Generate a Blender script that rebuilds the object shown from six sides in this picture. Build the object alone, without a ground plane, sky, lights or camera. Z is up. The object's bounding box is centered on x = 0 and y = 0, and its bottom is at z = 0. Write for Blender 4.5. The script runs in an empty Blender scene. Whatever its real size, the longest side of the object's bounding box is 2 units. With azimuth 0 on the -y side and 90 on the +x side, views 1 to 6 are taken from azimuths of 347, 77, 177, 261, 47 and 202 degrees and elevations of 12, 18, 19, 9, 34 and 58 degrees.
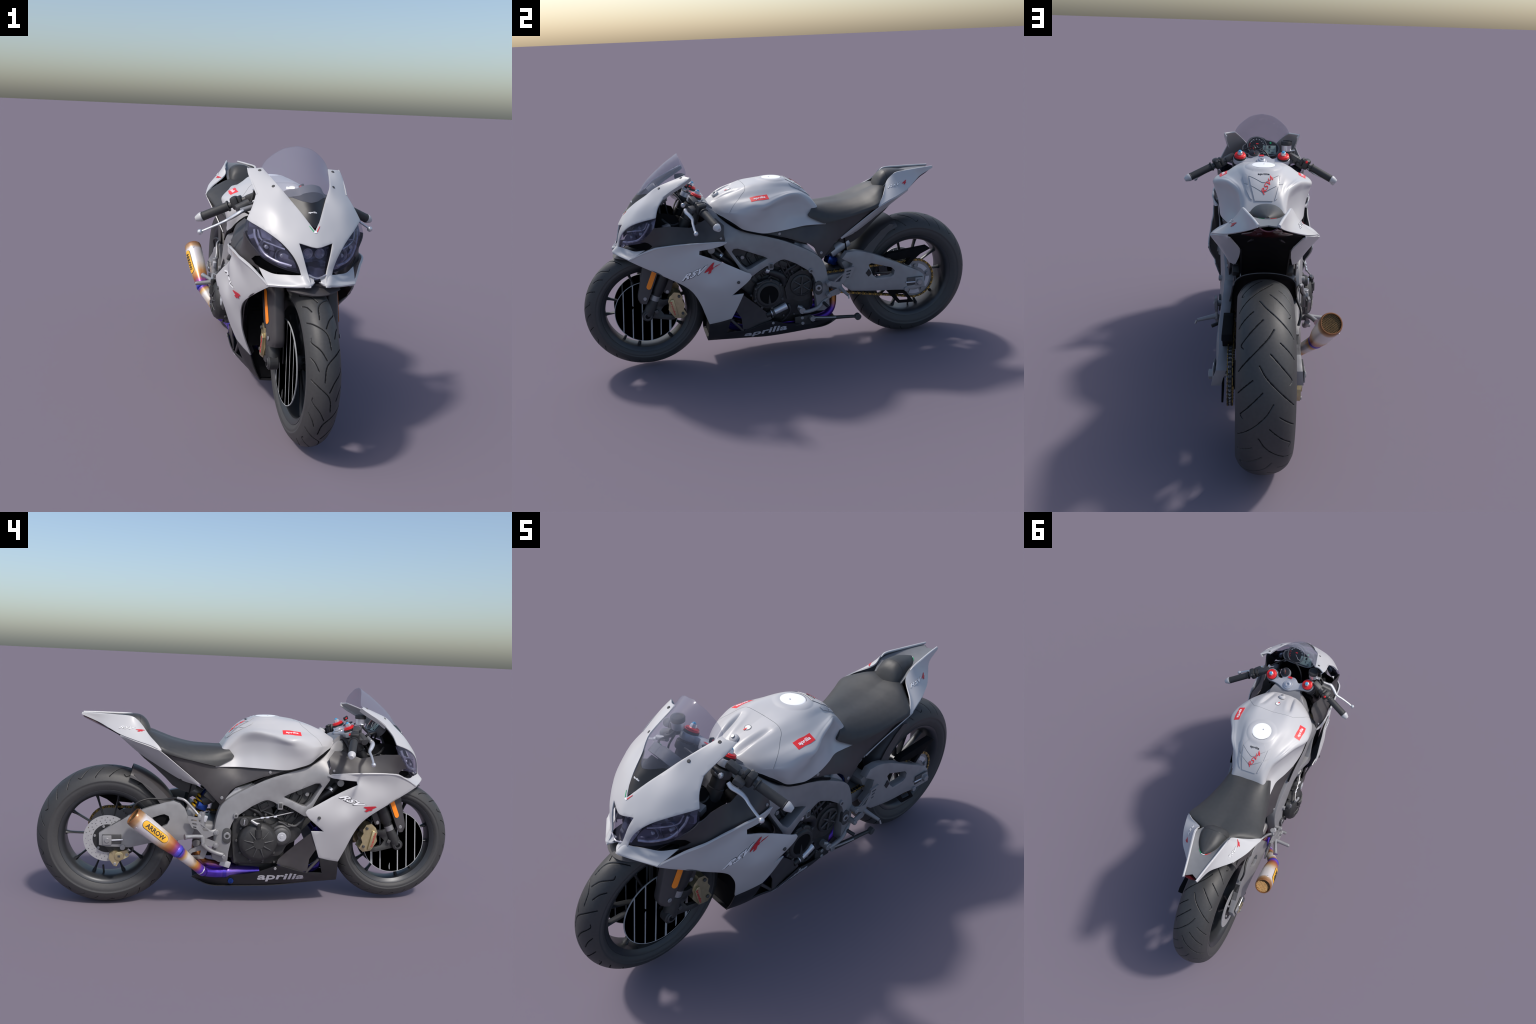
# Sport motorcycle, built part by part.  Metres, z up, nose towards -y, right-hand side is -x.
import bpy, bmesh, math, random
import numpy as np
from mathutils import Vector, Matrix
from mathutils.geometry import delaunay_2d_cdt
from mathutils.bvhtree import BVHTree

random.seed(7)
SC = bpy.context.scene.collection
pi = math.pi
V = lambda *a: np.array(a, float)

# ------------------------------------------------------------------ materials
def mat(name, col, rough=.45, metal=0., coat=0., vary=.06, scale=40., bump=0., bscale=300., spec=.5):
    m = bpy.data.materials.new(name); m.use_nodes = True
    nt = m.node_tree; b = nt.nodes['Principled BSDF']
    b.inputs['Roughness'].default_value = rough; b.inputs['Metallic'].default_value = metal
    b.inputs['Coat Weight'].default_value = coat; b.inputs['Specular IOR Level'].default_value = spec
    tc = nt.nodes.new('ShaderNodeTexCoord')
    no = nt.nodes.new('ShaderNodeTexNoise'); no.inputs['Scale'].default_value = scale; no.inputs['Detail'].default_value = 5
    nt.links.new(tc.outputs['Object'], no.inputs['Vector'])
    r = nt.nodes.new('ShaderNodeValToRGB')
    lo = [c * (1 - vary) for c in col]; hi = [min(1, c * (1 + vary)) for c in col]
    r.color_ramp.elements[0].position = .3; r.color_ramp.elements[1].position = .7
    r.color_ramp.elements[0].color = (*lo, 1); r.color_ramp.elements[1].color = (*hi, 1)
    nt.links.new(no.outputs['Fac'], r.inputs['Fac']); nt.links.new(r.outputs['Color'], b.inputs['Base Color'])
    if bump:
        n2 = nt.nodes.new('ShaderNodeTexNoise'); n2.inputs['Scale'].default_value = bscale
        nt.links.new(tc.outputs['Object'], n2.inputs['Vector'])
        bp = nt.nodes.new('ShaderNodeBump'); bp.inputs['Strength'].default_value = bump; bp.inputs['Distance'].default_value = .001
        nt.links.new(n2.outputs['Fac'], bp.inputs['Height']); nt.links.new(bp.outputs['Normal'], b.inputs['Normal'])
    return m

def clear_mat(name, tint, gloss, weight, rough=.02):
    """thin clear plastic: see-through with Fresnel gloss and a light tint"""
    m = bpy.data.materials.new(name); m.use_nodes = True; nt = m.node_tree; nt.nodes.clear()
    out = nt.nodes.new('ShaderNodeOutputMaterial'); tr = nt.nodes.new('ShaderNodeBsdfTransparent'); tr.inputs[0].default_value = (*tint, 1)
    pb = nt.nodes.new('ShaderNodeBsdfPrincipled'); pb.inputs['Base Color'].default_value = (*gloss, 1); pb.inputs['Roughness'].default_value = rough
    lw = nt.nodes.new('ShaderNodeLayerWeight'); lw.inputs['Blend'].default_value = .25
    mr = nt.nodes.new('ShaderNodeMapRange'); mr.inputs['To Min'].default_value = weight; mr.inputs['To Max'].default_value = min(1, weight * 3.5)
    mx = nt.nodes.new('ShaderNodeMixShader')
    nt.links.new(lw.outputs['Facing'], mr.inputs['Value']); nt.links.new(mr.outputs['Result'], mx.inputs['Fac'])
    nt.links.new(tr.outputs[0], mx.inputs[1]); nt.links.new(pb.outputs[0], mx.inputs[2]); nt.links.new(mx.outputs[0], out.inputs[0])
    return m

def axis_ramp_mat(name, axis, stops, rough, metal, noise=.03, nscale=25.):
    """colours laid along one object axis (heat-tinted titanium)"""
    m = bpy.data.materials.new(name); m.use_nodes = True; nt = m.node_tree; b = nt.nodes['Principled BSDF']
    b.inputs['Roughness'].default_value = rough; b.inputs['Metallic'].default_value = metal
    tc = nt.nodes.new('ShaderNodeTexCoord'); sx = nt.nodes.new('ShaderNodeSeparateXYZ'); nt.links.new(tc.outputs['Object'], sx.inputs[0])
    no = nt.nodes.new('ShaderNodeTexNoise'); no.inputs['Scale'].default_value = nscale; no.inputs['Detail'].default_value = 4
    nt.links.new(tc.outputs['Object'], no.inputs['Vector'])
    ma = nt.nodes.new('ShaderNodeMath'); ma.operation = 'MULTIPLY_ADD'; ma.inputs[1].default_value = noise * 2; ma.inputs[2].default_value = -noise
    nt.links.new(no.outputs['Fac'], ma.inputs[0])
    ad = nt.nodes.new('ShaderNodeMath'); ad.operation = 'ADD'
    nt.links.new(sx.outputs[axis], ad.inputs[0]); nt.links.new(ma.outputs[0], ad.inputs[1])
    lo, hi = stops[0][0], stops[-1][0]
    mr = nt.nodes.new('ShaderNodeMapRange'); mr.inputs['From Min'].default_value = lo; mr.inputs['From Max'].default_value = hi
    nt.links.new(ad.outputs[0], mr.inputs['Value'])
    cr = nt.nodes.new('ShaderNodeValToRGB'); e = cr.color_ramp.elements
    while len(e) < len(stops): e.new(.5)
    for k, (p, c) in enumerate(stops): e[k].position = (p - lo) / (hi - lo); e[k].color = (*c, 1)
    nt.links.new(mr.outputs[0], cr.inputs[0]); nt.links.new(cr.outputs[0], b.inputs['Base Color'])
    return m

def striped_disc_mat(name):
    """coplanar-face render fault copied as colour: black front discs with pale upright bars"""
    m = bpy.data.materials.new(name); m.use_nodes = True; nt = m.node_tree; b = nt.nodes['Principled BSDF']
    b.inputs['Roughness'].default_value = .9; b.inputs['Specular IOR Level'].default_value = 0
    tc = nt.nodes.new('ShaderNodeTexCoord'); sx = nt.nodes.new('ShaderNodeSeparateXYZ'); nt.links.new(tc.outputs['Object'], sx.inputs[0])
    def M(op, a, bb=None, c=None):
        n = nt.nodes.new('ShaderNodeMath'); n.operation = op
        for k, v in enumerate((a, bb, c)):
            if v is None: continue
            if isinstance(v, (int, float)): n.inputs[k].default_value = v
            else: nt.links.new(v, n.inputs[k])
        return n.outputs[0]
    y, z = sx.outputs[1], sx.outputs[2]
    no = nt.nodes.new('ShaderNodeTexNoise'); no.inputs['Scale'].default_value = 9
    nt.links.new(tc.outputs['Object'], no.inputs['Vector'])
    t = M('ADD', y, M('MULTIPLY', z, -.08))
    cell = M('FLOOR', M('DIVIDE', t, .045))
    wn = nt.nodes.new('ShaderNodeTexWhiteNoise'); wn.noise_dimensions = '1D'; nt.links.new(cell, wn.inputs['W'])
    fr = M('ABSOLUTE', M('SUBTRACT', M('FRACT', M('DIVIDE', t, .045)), .5))
    bar = M('LESS_THAN', fr, M('MULTIPLY_ADD', wn.outputs['Value'], .08, .05))
    gap = M('LESS_THAN', no.outputs['Fac'], .64)
    rr = M('SQRT', M('ADD', M('MULTIPLY', y, y), M('MULTIPLY', z, z)))
    rim = M('GREATER_THAN', rr, .1515)
    f = M('MAXIMUM', M('MULTIPLY', bar, gap), rim)
    mx = nt.nodes.new('ShaderNodeMix'); mx.data_type = 'RGBA'
    nt.links.new(f, mx.inputs['Factor']); mx.inputs['A'].default_value = (0, 0, 0, 1); mx.inputs['B'].default_value = (.36, .37, .38, 1)
    nt.links.new(mx.outputs['Result'], b.inputs['Base Color'])
    return m

M_WHITE = mat('white_paint', (.50, .497, .508), .38, 0, .12, .012, 8)
M_CAP = mat('bright_white', (.98, .98, .98), .3, 0, 0, .01)
M_FRAME = mat('grey_metal_paint', (.258, .256, .265), .45, .25, 0, .05, 30)
M_ALU = mat('cast_aluminium', (.33, .33, .34), .42, .55, 0, .08, 60)
M_SILVER = mat('polished_silver', (.62, .63, .66), .28, .6, 0, .05, 50)
M_CLAMP = mat('satin_silver', (.5, .51, .54), .35, .3, 0, .04, 40)
M_SEAT = mat('seat_vinyl', (.042, .043, .044), .5, 0, 0, .08, 60, .25, 500)
M_DARK = mat('dark_plastic', (.050, .046, .049), .48, 0, 0, .08, 30)
M_BLACK = mat('black_plastic', (.016, .016, .018), .45, 0, 0, .12, 40)
M_VOID = mat('matt_black', (.006, .006, .007), .8, 0, 0, .2, 40, spec=.1)  # plain near-black with very little gloss
M_RUBBER = mat('tyre_rubber', (.042, .042, .043), .52, 0, 0, .1, 120, .15, 700)
M_WALL = mat('tyre_sidewall', (.048, .048, .050), .6, 0, 0, .08, 120, .1, 700)
M_GROOVE_SHADE = mat('groove_shade', (.010, .010, .011), .8, 0, 0, .1, 120, spec=.1)  # darker rubber colour stands in for shade inside the grooves
M_RIM = mat('dark_rim', (.045, .048, .054), .38, .35, 0, .06, 40)
M_ENGINE = mat('engine_casting', (.035, .035, .036), .5, .2, 0, .15, 70, .3, 500)
M_ENGINE2 = mat('engine_casting_light', (.07, .07, .072), .5, .3, 0, .15, 70, .3, 500)
M_GRIP = mat('grip_rubber', (.03, .031, .033), .6, 0, 0, .1, 80, .3, 900)
M_GOLD = mat('caliper_gold', (.50, .42, .25), .33, .7, 0, .08, 60)
M_RED = mat('red_anodised', (.78, .022, .025), .3, .15, 0, .05)
M_REDP = mat('red_print', (.83, .035, .04), .4, 0, 0, .02)
M_DRED = mat('dark_red_print', (.55, .02, .035), .4, 0, 0, .02)
M_WHITEP = mat('white_print', (.92, .92, .94), .4, 0, 0, .01)
M_GREYP = mat('pale_grey_print', (.55, .54, .58), .4, 0, 0, .02)
M_INK = mat('black_print', (.02, .02, .022), .4, 0, 0, .02)
M_LINE = mat('panel_gap', (.16, .17, .18), .6, 0, 0, .02)
M_ORANGE = mat('orange_reflector', (.93, .25, .012), .35, 0, 0, .04)
M_YELLOW = mat('yellow_badge', (.83, .43, .03), .4, 0, 0, .03)
M_SPRING = mat('yellow_spring', (.50, .29, .01), .45, 0, 0, .05)
M_BLUE = mat('blue_anodised', (.02, .06, .30), .22, .7, 0, .5, 45)
M_BLUETIP = mat('light_blue', (.08, .42, .7), .35, .2)
M_GREEN = mat('green_print', (.02, .42, .16), .4, 0, 0, .02)
M_LCD = mat('display_grey_green', (.27, .35, .32), .3, 0, 0, .03)
M_DIAL = mat('dial_face', (.015, .015, .018), .4, 0, 0, .1)
M_DISC = mat('brake_disc_steel', (.42, .42, .43), .4, .35, 0, .06, 60)
M_STRIPE = striped_disc_mat('striped_black_disc')
M_CHAINP = mat('chain_plate_gold', (.42, .27, .06), .35, .6, 0, .25, 90)
M_CHAIND = mat('chain_roller_dark', (.03, .03, .03), .45, .4)
M_DECK = mat('grey_deck', (.17, .175, .185), .5, 0, 0, .05)
def painted_facet_mat(name, dark, light, scale):
    """facet glints painted as colour: every Voronoi cell its own tone"""
    m = bpy.data.materials.new(name); m.use_nodes = True; nt = m.node_tree; b = nt.nodes['Principled BSDF']
    b.inputs['Roughness'].default_value = .22; b.inputs['Metallic'].default_value = .45
    tc = nt.nodes.new('ShaderNodeTexCoord'); mp = nt.nodes.new('ShaderNodeMapping'); mp.inputs['Scale'].default_value = (1, 1, 2.2)
    vo = nt.nodes.new('ShaderNodeTexVoronoi'); vo.distance = 'CHEBYCHEV'; vo.inputs['Scale'].default_value = scale; vo.inputs['Randomness'].default_value = .8
    sp = nt.nodes.new('ShaderNodeSeparateColor'); cr_ = nt.nodes.new('ShaderNodeValToRGB'); e = cr_.color_ramp.elements
    e[0].position = .25; e[0].color = (*dark, 1); e[1].position = .95; e[1].color = (*light, 1)
    nt.links.new(tc.outputs['Object'], mp.inputs[0]); nt.links.new(mp.outputs[0], vo.inputs['Vector']); nt.links.new(vo.outputs['Color'], sp.inputs[0])
    nt.links.new(sp.outputs[0], cr_.inputs[0]); nt.links.new(cr_.outputs[0], b.inputs['Base Color'])
    return m
M_REFL = painted_facet_mat('lamp_reflector', (.035, .035, .055), (.20, .20, .28), 26.)
M_REFL2 = mat('lamp_bezel', (.45, .45, .52), .25, .5, 0, .35, 45)
M_TAILR = mat('tail_lamp_red', (.07, .008, .012), .2, 0, .5, .4, 40)
M_GLASS = clear_mat('windscreen_acrylic', (.90, .90, .93), (.40, .42, .50), .10)
M_LENS = clear_mat('headlamp_lens', (.90, .90, .95), (.12, .12, .16), .08)
HEAT = [(0, (.05, .06, .45)), (.014, (.10, .08, .60)), (.03, (.28, .06, .26)), (.05, (.40, .10, .06)), (.08, (.60, .28, .09)), (.108, (.74, .58, .42)),
        (.14, (.82, .77, .74)), (.228, (.80, .76, .77)), (.248, (.52, .32, .17)), (.268, (.30, .13, .05))]
M_HEAT = axis_ramp_mat('titanium_silencer', 2, HEAT, .3, .35, .016, 14)
HEAT2 = [(0, (.10, .04, .45)), (.02, (.16, .06, .50)), (.04, (.45, .12, .12)), (.06, (.66, .32, .06)), (.085, (.72, .62, .52)), (.13, (.80, .77, .76)), (.15, (.66, .38, .1)), (.163, (.2, .06, .3)), (.172, (.06, .1, .65))]
M_HEAT2 = axis_ramp_mat('titanium_pipe', 2, HEAT2, .28, .35, .012, 18)
M_VIOLET = axis_ramp_mat('violet_titanium', 1, [(-.3, (.06, .04, .32)), (0, (.08, .05, .45)), (.1, (.2, .12, .5)), (.16, (.1, .05, .5)), (.25, (.13, .05, .5))], .25, .75, .04, 30)
M_BRONZE = axis_ramp_mat('bronze_pipe', 2, [(.1, (.1, .03, .4)), (.19, (.12, .04, .35)), (.22, (.35, .12, .04)), (.3, (.3, .17, .06))], .3, .75, .02, 30)

# ------------------------------------------------------------------ geometry helpers
def finish(me, smooth=35.):
    for p in me.polygons: p.use_smooth = smooth > 0
    if smooth > 0:
        bm = bmesh.new(); bm.from_mesh(me); a = math.radians(smooth)
        for e in bm.edges:
            e.smooth = not (len(e.link_faces) == 2 and e.calc_face_angle(0) > a)
        bm.to_mesh(me); bm.free()

def obj(name, me, m, parent, smooth=35.):
    if m: me.materials.clear(); me.materials.append(m)
    finish(me, smooth)
    o = bpy.data.objects.new(name, me); SC.objects.link(o)
    if parent: o.parent = parent
    return o

def from_data(name, vs, fs, m, parent, smooth=35.):
    me = bpy.data.meshes.new(name); me.from_pydata([tuple(map(float, v)) for v in vs], [], [tuple(f) for f in fs]); me.validate()
    bm = bmesh.new(); bm.from_mesh(me); bmesh.ops.recalc_face_normals(bm, faces=bm.faces); bm.to_mesh(me); bm.free()
    return obj(name, me, m, parent, smooth)

def mirrored(o, name=None, parent=None):
    me = o.data.copy()
    bm = bmesh.new(); bm.from_mesh(me)
    for v in bm.verts: v.co.x *= -1
    bmesh.ops.reverse_faces(bm, faces=bm.faces); bm.to_mesh(me); bm.free()
    q = bpy.data.objects.new(name or o.name, me); SC.objects.link(q); q.parent = parent or o.parent
    q.matrix_basis = o.matrix_basis.copy()
    return q

def bevel(o, w, seg=2, ang=40.):
    md = o.modifiers.new('b', 'BEVEL'); md.width = w; md.segments = seg; md.limit_method = 'ANGLE'; md.angle_limit = math.radians(ang); md.harden_normals = False
    md.use_clamp_overlap = True
    dg = bpy.context.evaluated_depsgraph_get(); me = bpy.data.meshes.new_from_object(o.evaluated_get(dg))
    o.modifiers.clear(); o.data = me; finish(me, 35.)
    return o

def cr(P, n, closed=False):
    """Catmull-Rom through points, n samples per span"""
    P = np.array(P, float); N = len(P)
    if closed: Q = np.vstack([P[-1], P, P[0], P[1]]); spans = N
    else: Q = np.vstack([2 * P[0] - P[1], P, 2 * P[-1] - P[-2]]); spans = N - 1
    out = []
    for i in range(spans):
        a, b, c, d = Q[i:i + 4]
        for k in range(n):
            t = k / n
            out.append(.5 * (2 * b + (c - a) * t + (2 * a - 5 * b + 4 * c - d) * t * t + (3 * b - a - 3 * c + d) * t ** 3))
    if not closed: out.append(P[-1])
    return np.array(out)

def grid_surface(ctrl, nu, nv):
    G = np.array(ctrl, float)                     # rows, cols, 3
    A = np.stack([cr(G[:, j], nu) for j in range(G.shape[1])], 1)
    return np.stack([cr(A[i], nv) for i in range(A.shape[0])], 0)

def grid_faces(r, c, off=0, wrap=False):
    f = []
    for i in range(r - 1):
        for j in range(c if wrap else c - 1):
            k = (j + 1) % c
            f.append((off + i * c + j, off + i * c + k, off + (i + 1) * c + k, off + (i + 1) * c + j))
    return f

def shell(vs, fs, thick, direction=None):
    """give an open surface a thickness; thick>0 adds it on the side opposite the normals"""
    vs = np.array(vs, float); nrm = np.zeros_like(vs)
    for f in fs:
        p = vs[list(f)]; n = np.cross(p[1] - p[0], p[-1] - p[0])
        for i in f: nrm[i] += n
    if direction is not None: nrm[:] = direction
    nrm /= np.maximum(np.linalg.norm(nrm, axis=1, keepdims=True), 1e-12)
    inner = vs - nrm * thick; N = len(vs)
    edges = {}
    for f in fs:
        for a, b in zip(f, f[1:] + f[:1]): edges[(a, b)] = edges.get((a, b), 0) + 1
    faces = [tuple(f) for f in fs] + [tuple(N + i for i in reversed(f)) for f in fs]
    for (a, b) in edges:
        if (b, a) not in edges: faces.append((b, a, a + N, b + N))
    return np.vstack([vs, inner]), faces

def rbf(ctrl, ax):
    """smooth height field through 3D control points: coordinate ax as function of the two others"""
    C = np.array(ctrl, float); o = [i for i in range(3) if i != ax]; P = C[:, o]; h = C[:, ax]; n = len(P)
    ph = lambda r: np.where(r > 1e-9, r ** 2 * np.log(np.maximum(r, 1e-9)), 0)
    A = np.zeros((n + 3, n + 3)); A[:n, :n] = ph(np.linalg.norm(P[:, None] - P[None], axis=2)) + 1e-6 * np.eye(n)
    A[:n, n] = 1; A[:n, n + 1:] = P; A[n, :n] = 1; A[n + 1:, :n] = P.T
    w = np.linalg.solve(A, np.r_[h, 0, 0, 0])
    def f(Q):
        Q = np.atleast_2d(np.array(Q, float)); r = np.linalg.norm(Q[:, None] - P[None], axis=2)
        return ph(r) @ w[:n] + w[n] + Q @ w[n + 1:]
    return f

def inside(Q, poly):
    Q = np.atleast_2d(Q); r = np.zeros(len(Q), bool); p = np.array(poly); n = len(p)
    for i in range(n):
        a, b = p[i], p[(i + 1) % n]
        c = ((a[1] > Q[:, 1]) != (b[1] > Q[:, 1]))
        with np.errstate(divide='ignore', invalid='ignore'):
            xi = (b[0] - a[0]) * (Q[:, 1] - a[1]) / (b[1] - a[1]) + a[0]
        r ^= c & (Q[:, 0] < xi)
    return r

def resample(poly, step):
    out = []; n = len(poly)
    for i in range(n):
        a, b = np.array(poly[i], float), np.array(poly[(i + 1) % n], float)
        k = max(1, int(math.ceil(np.linalg.norm(b - a) / step)))
        for j in range(k): out.append(a + (b - a) * j / k)
    return out

def fill(poly, step, holes=()):
    """triangulated outline (with holes) with an inner lattice of points"""
    loops = [resample(p, step) for p in (poly, *holes)]
    vs, ed = [], []
    for L in loops:
        o = len(vs); vs += list(L); ed += [(o + i, o + (i + 1) % len(L)) for i in range(len(L))]
    A = np.array(loops[0]); lo, hi = A.min(0), A.max(0)
    allb = np.array(vs); xs = np.arange(lo[0] + step / 2, hi[0], step); ys = np.arange(lo[1] + step / 2, hi[1], step * .87)
    g = np.array([(x + (.5 * step if r % 2 else 0), y) for r, y in enumerate(ys) for x in xs])
    if len(g):
        ok = inside(g, loops[0])
        for h in loops[1:]: ok &= ~inside(g, h)
        d = np.linalg.norm(g[:, None] - allb[None], axis=2).min(1)
        vs += list(g[ok & (d > step * .45)])
    r = delaunay_2d_cdt([Vector((float(v[0]), float(v[1]))) for v in vs], ed, [], 0, 1e-6)
    v2 = np.array([(v[0], v[1]) for v in r[0]]); fs = []
    cen = np.array([v2[list(f)].mean(0) for f in r[2]])
    ok = inside(cen, loops[0])
    for h in loops[1:]: ok &= ~inside(cen, h)
    for f, k in zip(r[2], ok):
        if k: fs.append(tuple(f))
    return v2, fs

def panel(name, outline, ctrl, ax, m, parent, thick=.004, step=.016, holes=(), mirror=True, out=1, flat=False, bev=0., smooth=35., whole=False):
    """body panel: outline drawn in the plane across axis ax, lifted on a smooth surface through ctrl.
    out = +1 if the outside looks along +ax.  whole: outline is a half, completed by mirror in x."""
    if whole:
        h = [tuple(p) for p in outline]
        outline = h + [(-p[0], p[1]) for p in reversed(h) if abs(p[0]) > 1e-6]
        ctrl = list(ctrl) + [(-c[0], c[1], c[2]) for c in ctrl if abs(c[0]) > 1e-6]
    f = rbf(ctrl, ax) if not isinstance(ctrl, (int, float)) else (lambda Q: np.full(len(np.atleast_2d(Q)), float(ctrl)))
    v2, fs = fill(outline, step, holes); h = f(v2)
    oa = [i for i in range(3) if i != ax]; vs = np.zeros((len(v2), 3)); vs[:, oa[0]] = v2[:, 0]; vs[:, oa[1]] = v2[:, 1]; vs[:, ax] = h
    p = vs[list(fs[0])]; n = np.cross(p[1] - p[0], p[2] - p[0])
    if n[ax] * out < 0: fs = [tuple(reversed(q)) for q in fs]
    d = None
    if flat: d = np.zeros(3); d[ax] = out
    vs, fs = shell(vs, [tuple(q) for q in fs], thick, d)
    o = from_data(name, vs, fs, m, parent, smooth)
    if bev: bevel(o, bev, 2, 55.)
    if mirror and not whole: return o, mirrored(o)
    return o

def patch(name, ctrl, m, parent, nu=8, nv=8, thick=.004, mirror=True, flip=False, smooth=35.):
    S = grid_surface(ctrl, nu, nv); r, c = S.shape[:2]; fs = grid_faces(r, c)
    if flip: fs = [tuple(reversed(f)) for f in fs]
    vs = S.reshape(-1, 3)
    if thick: vs, fs = shell(vs, fs, thick)
    o = from_data(name, vs, fs, m, parent, smooth)
    return (o, mirrored(o)) if mirror else o

def tube(name, pts, rad, m, parent, n=16, k=6, smooth=40., caps=True, flat=1.):
    """round bar swept along a smooth path; rad is one radius or one per control point"""
    P = np.array(pts, float); rad = [rad] * len(P) if isinstance(rad, (int, float)) else rad
    C = cr(np.c_[P, np.array(rad)], k) if len(P) > 2 else np.c_[P, np.array(rad)]
    path, rr = C[:, :3], C[:, 3]
    T = np.gradient(path, axis=0); T /= np.linalg.norm(T, axis=1, keepdims=True)
    up = V(0, 0, 1) if abs(T[0][2]) < .9 else V(1, 0, 0)
    vs = []; u = np.cross(T[0], up); u /= np.linalg.norm(u)
    for i in range(len(path)):
        u = u - T[i] * (u @ T[i]); u /= np.linalg.norm(u); w = np.cross(T[i], u)
        for a in np.linspace(0, 2 * pi, n, endpoint=False): vs.append(path[i] + rr[i] * (math.cos(a) * u + flat * math.sin(a) * w))
    fs = grid_faces(len(path), n, 0, True)
    if caps: fs += [tuple(range(n)), tuple((len(path) - 1) * n + i for i in reversed(range(n)))]
    return from_data(name, vs, fs, m, parent, smooth)

def turned(name, prof, p0, p1, m, parent, n=40, smooth=35., closed=True):
    """lathe: prof = (distance along p0->p1 direction, radius); object axis z runs along it"""
    p0, p1 = Vector(p0), Vector(p1); d = (p1 - p0).normalized()
    vs, fs = [], []
    for (t, r) in prof:
        for a in np.linspace(0, 2 * pi, n, endpoint=False): vs.append((r * math.cos(a), r * math.sin(a), t))
    fs = grid_faces(len(prof), n, 0, True)
    if closed: fs += [tuple(range(n)), tuple((len(prof) - 1) * n + i for i in reversed(range(n)))]
    o = from_data(name, vs, fs, m, parent, smooth)
    o.matrix_local = Matrix.Translation(p0) @ d.to_track_quat('Z', 'Y').to_matrix().to_4x4()
    return o

def cyl(name, p0, p1, r, m, parent, n=24, ch=.0015, r1=None):
    L = (Vector(p1) - Vector(p0)).length; r1 = r if r1 is None else r1; ch = min(ch, L * .3, r * .4, r1 * .4)
    return turned(name, [(0, r - ch), (ch, r), (L - ch, r1), (L, r1 - ch)], p0, p1, m, parent, n)

def box(name, c, s, m, parent, rot=(0, 0, 0), bev=.003):
    bm = bmesh.new(); bmesh.ops.create_cube(bm, size=1); bmesh.ops.scale(bm, vec=s, verts=bm.verts)
    if bev: bmesh.ops.bevel(bm, geom=bm.edges, offset=min(bev, min(s) * .4), segments=2, affect='EDGES', profile=.5)
    me = bpy.data.meshes.new(name); bm.to_mesh(me); bm.free()
    o = obj(name, me, m, parent, 40); o.location = c; o.rotation_euler = rot
    return o

def prism(name, poly, x0, x1, m, parent, holes=(), bev=.003, step=.05, mirror=False):
    """plate cut from a side outline (y,z), standing between x0 (outer) and x1"""
    out = 1 if x0 > x1 else -1
    return panel(name, poly, x0, 0, m, parent, abs(x0 - x1), step, holes, mirror, out, True, bev)

def bvh_of(o):
    dg = bpy.context.evaluated_depsgraph_get()
    me = o.data; mw = o.matrix_basis
    return BVHTree.FromPolygons([mw @ v.co for v in me.vertices], [tuple(p.vertices) for p in me.polygons])

def text_mesh(body, size=1., shear=0., bold=0., sx=1.):
    cu = bpy.data.curves.new('t', 'FONT'); cu.body = body; cu.size = size; cu.shear = shear; cu.offset = bold; cu.resolution_u = 3
    o = bpy.data.objects.new('t', cu); SC.objects.link(o); dg = bpy.context.evaluated_depsgraph_get()
    me = bpy.data.meshes.new_from_object(o.evaluated_get(dg)); bpy.data.objects.remove(o)
    vs = np.array([v.co for v in me.vertices]) * V(sx, 1, 1); lo, hi = vs.min(0), vs.max(0); vs = vs - (lo + hi) / 2
    return vs, [tuple(p.vertices) for p in me.polygons], (hi - lo)

def decal(name, vs, fs, origin, ux, uy, nrm, target, m, parent, lift=.0012, cut=.012, thick=.0012):
    """lay a flat drawing (local x,y) on a surface: project along -nrm onto the target"""
    me = bpy.data.meshes.new(name); me.from_pydata([tuple(v) for v in vs], [], fs)
    bm = bmesh.new(); bm.from_mesh(me); bmesh.ops.remove_doubles(bm, verts=bm.verts, dist=1e-5)
    lo = vs.min(0); hi = vs.max(0)
    if cut:
        for ax in (0, 1):
            for k in np.arange(lo[ax] + cut, hi[ax], cut):
                co = [0, 0, 0]; co[ax] = k; no = [0, 0, 0]; no[ax] = 1
                bmesh.ops.bisect_plane(bm, geom=bm.verts[:] + bm.edges[:] + bm.faces[:], plane_co=co, plane_no=no)
    origin, ux, uy, nrm = [Vector(a) for a in (origin, ux, uy, nrm)]; nrm.normalize()
    tr = bvh_of(target) if target else None
    for v in bm.verts:
        p = origin + ux * v.co.x + uy * v.co.y
        if tr:
            h = tr.ray_cast(p + nrm * .1, -nrm, .3)
            if h[0] is not None: p = h[0]
        v.co = p + nrm * lift
    bmesh.ops.triangulate(bm, faces=[f for f in bm.faces if len(f.verts) > 4])
    bm.normal_update()
    if bm.faces and sum((f.normal.dot(nrm) * f.calc_area() for f in bm.faces)) < 0: bmesh.ops.reverse_faces(bm, faces=bm.faces)
    bm.to_mesh(me); bm.free()
    vv = [v.co for v in me.vertices]; ff = [tuple(p.vertices) for p in me.polygons]
    v3, f3 = shell(vv, ff, thick, np.array(nrm))
    return from_data(name, v3, f3, m, parent, 30)

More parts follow.
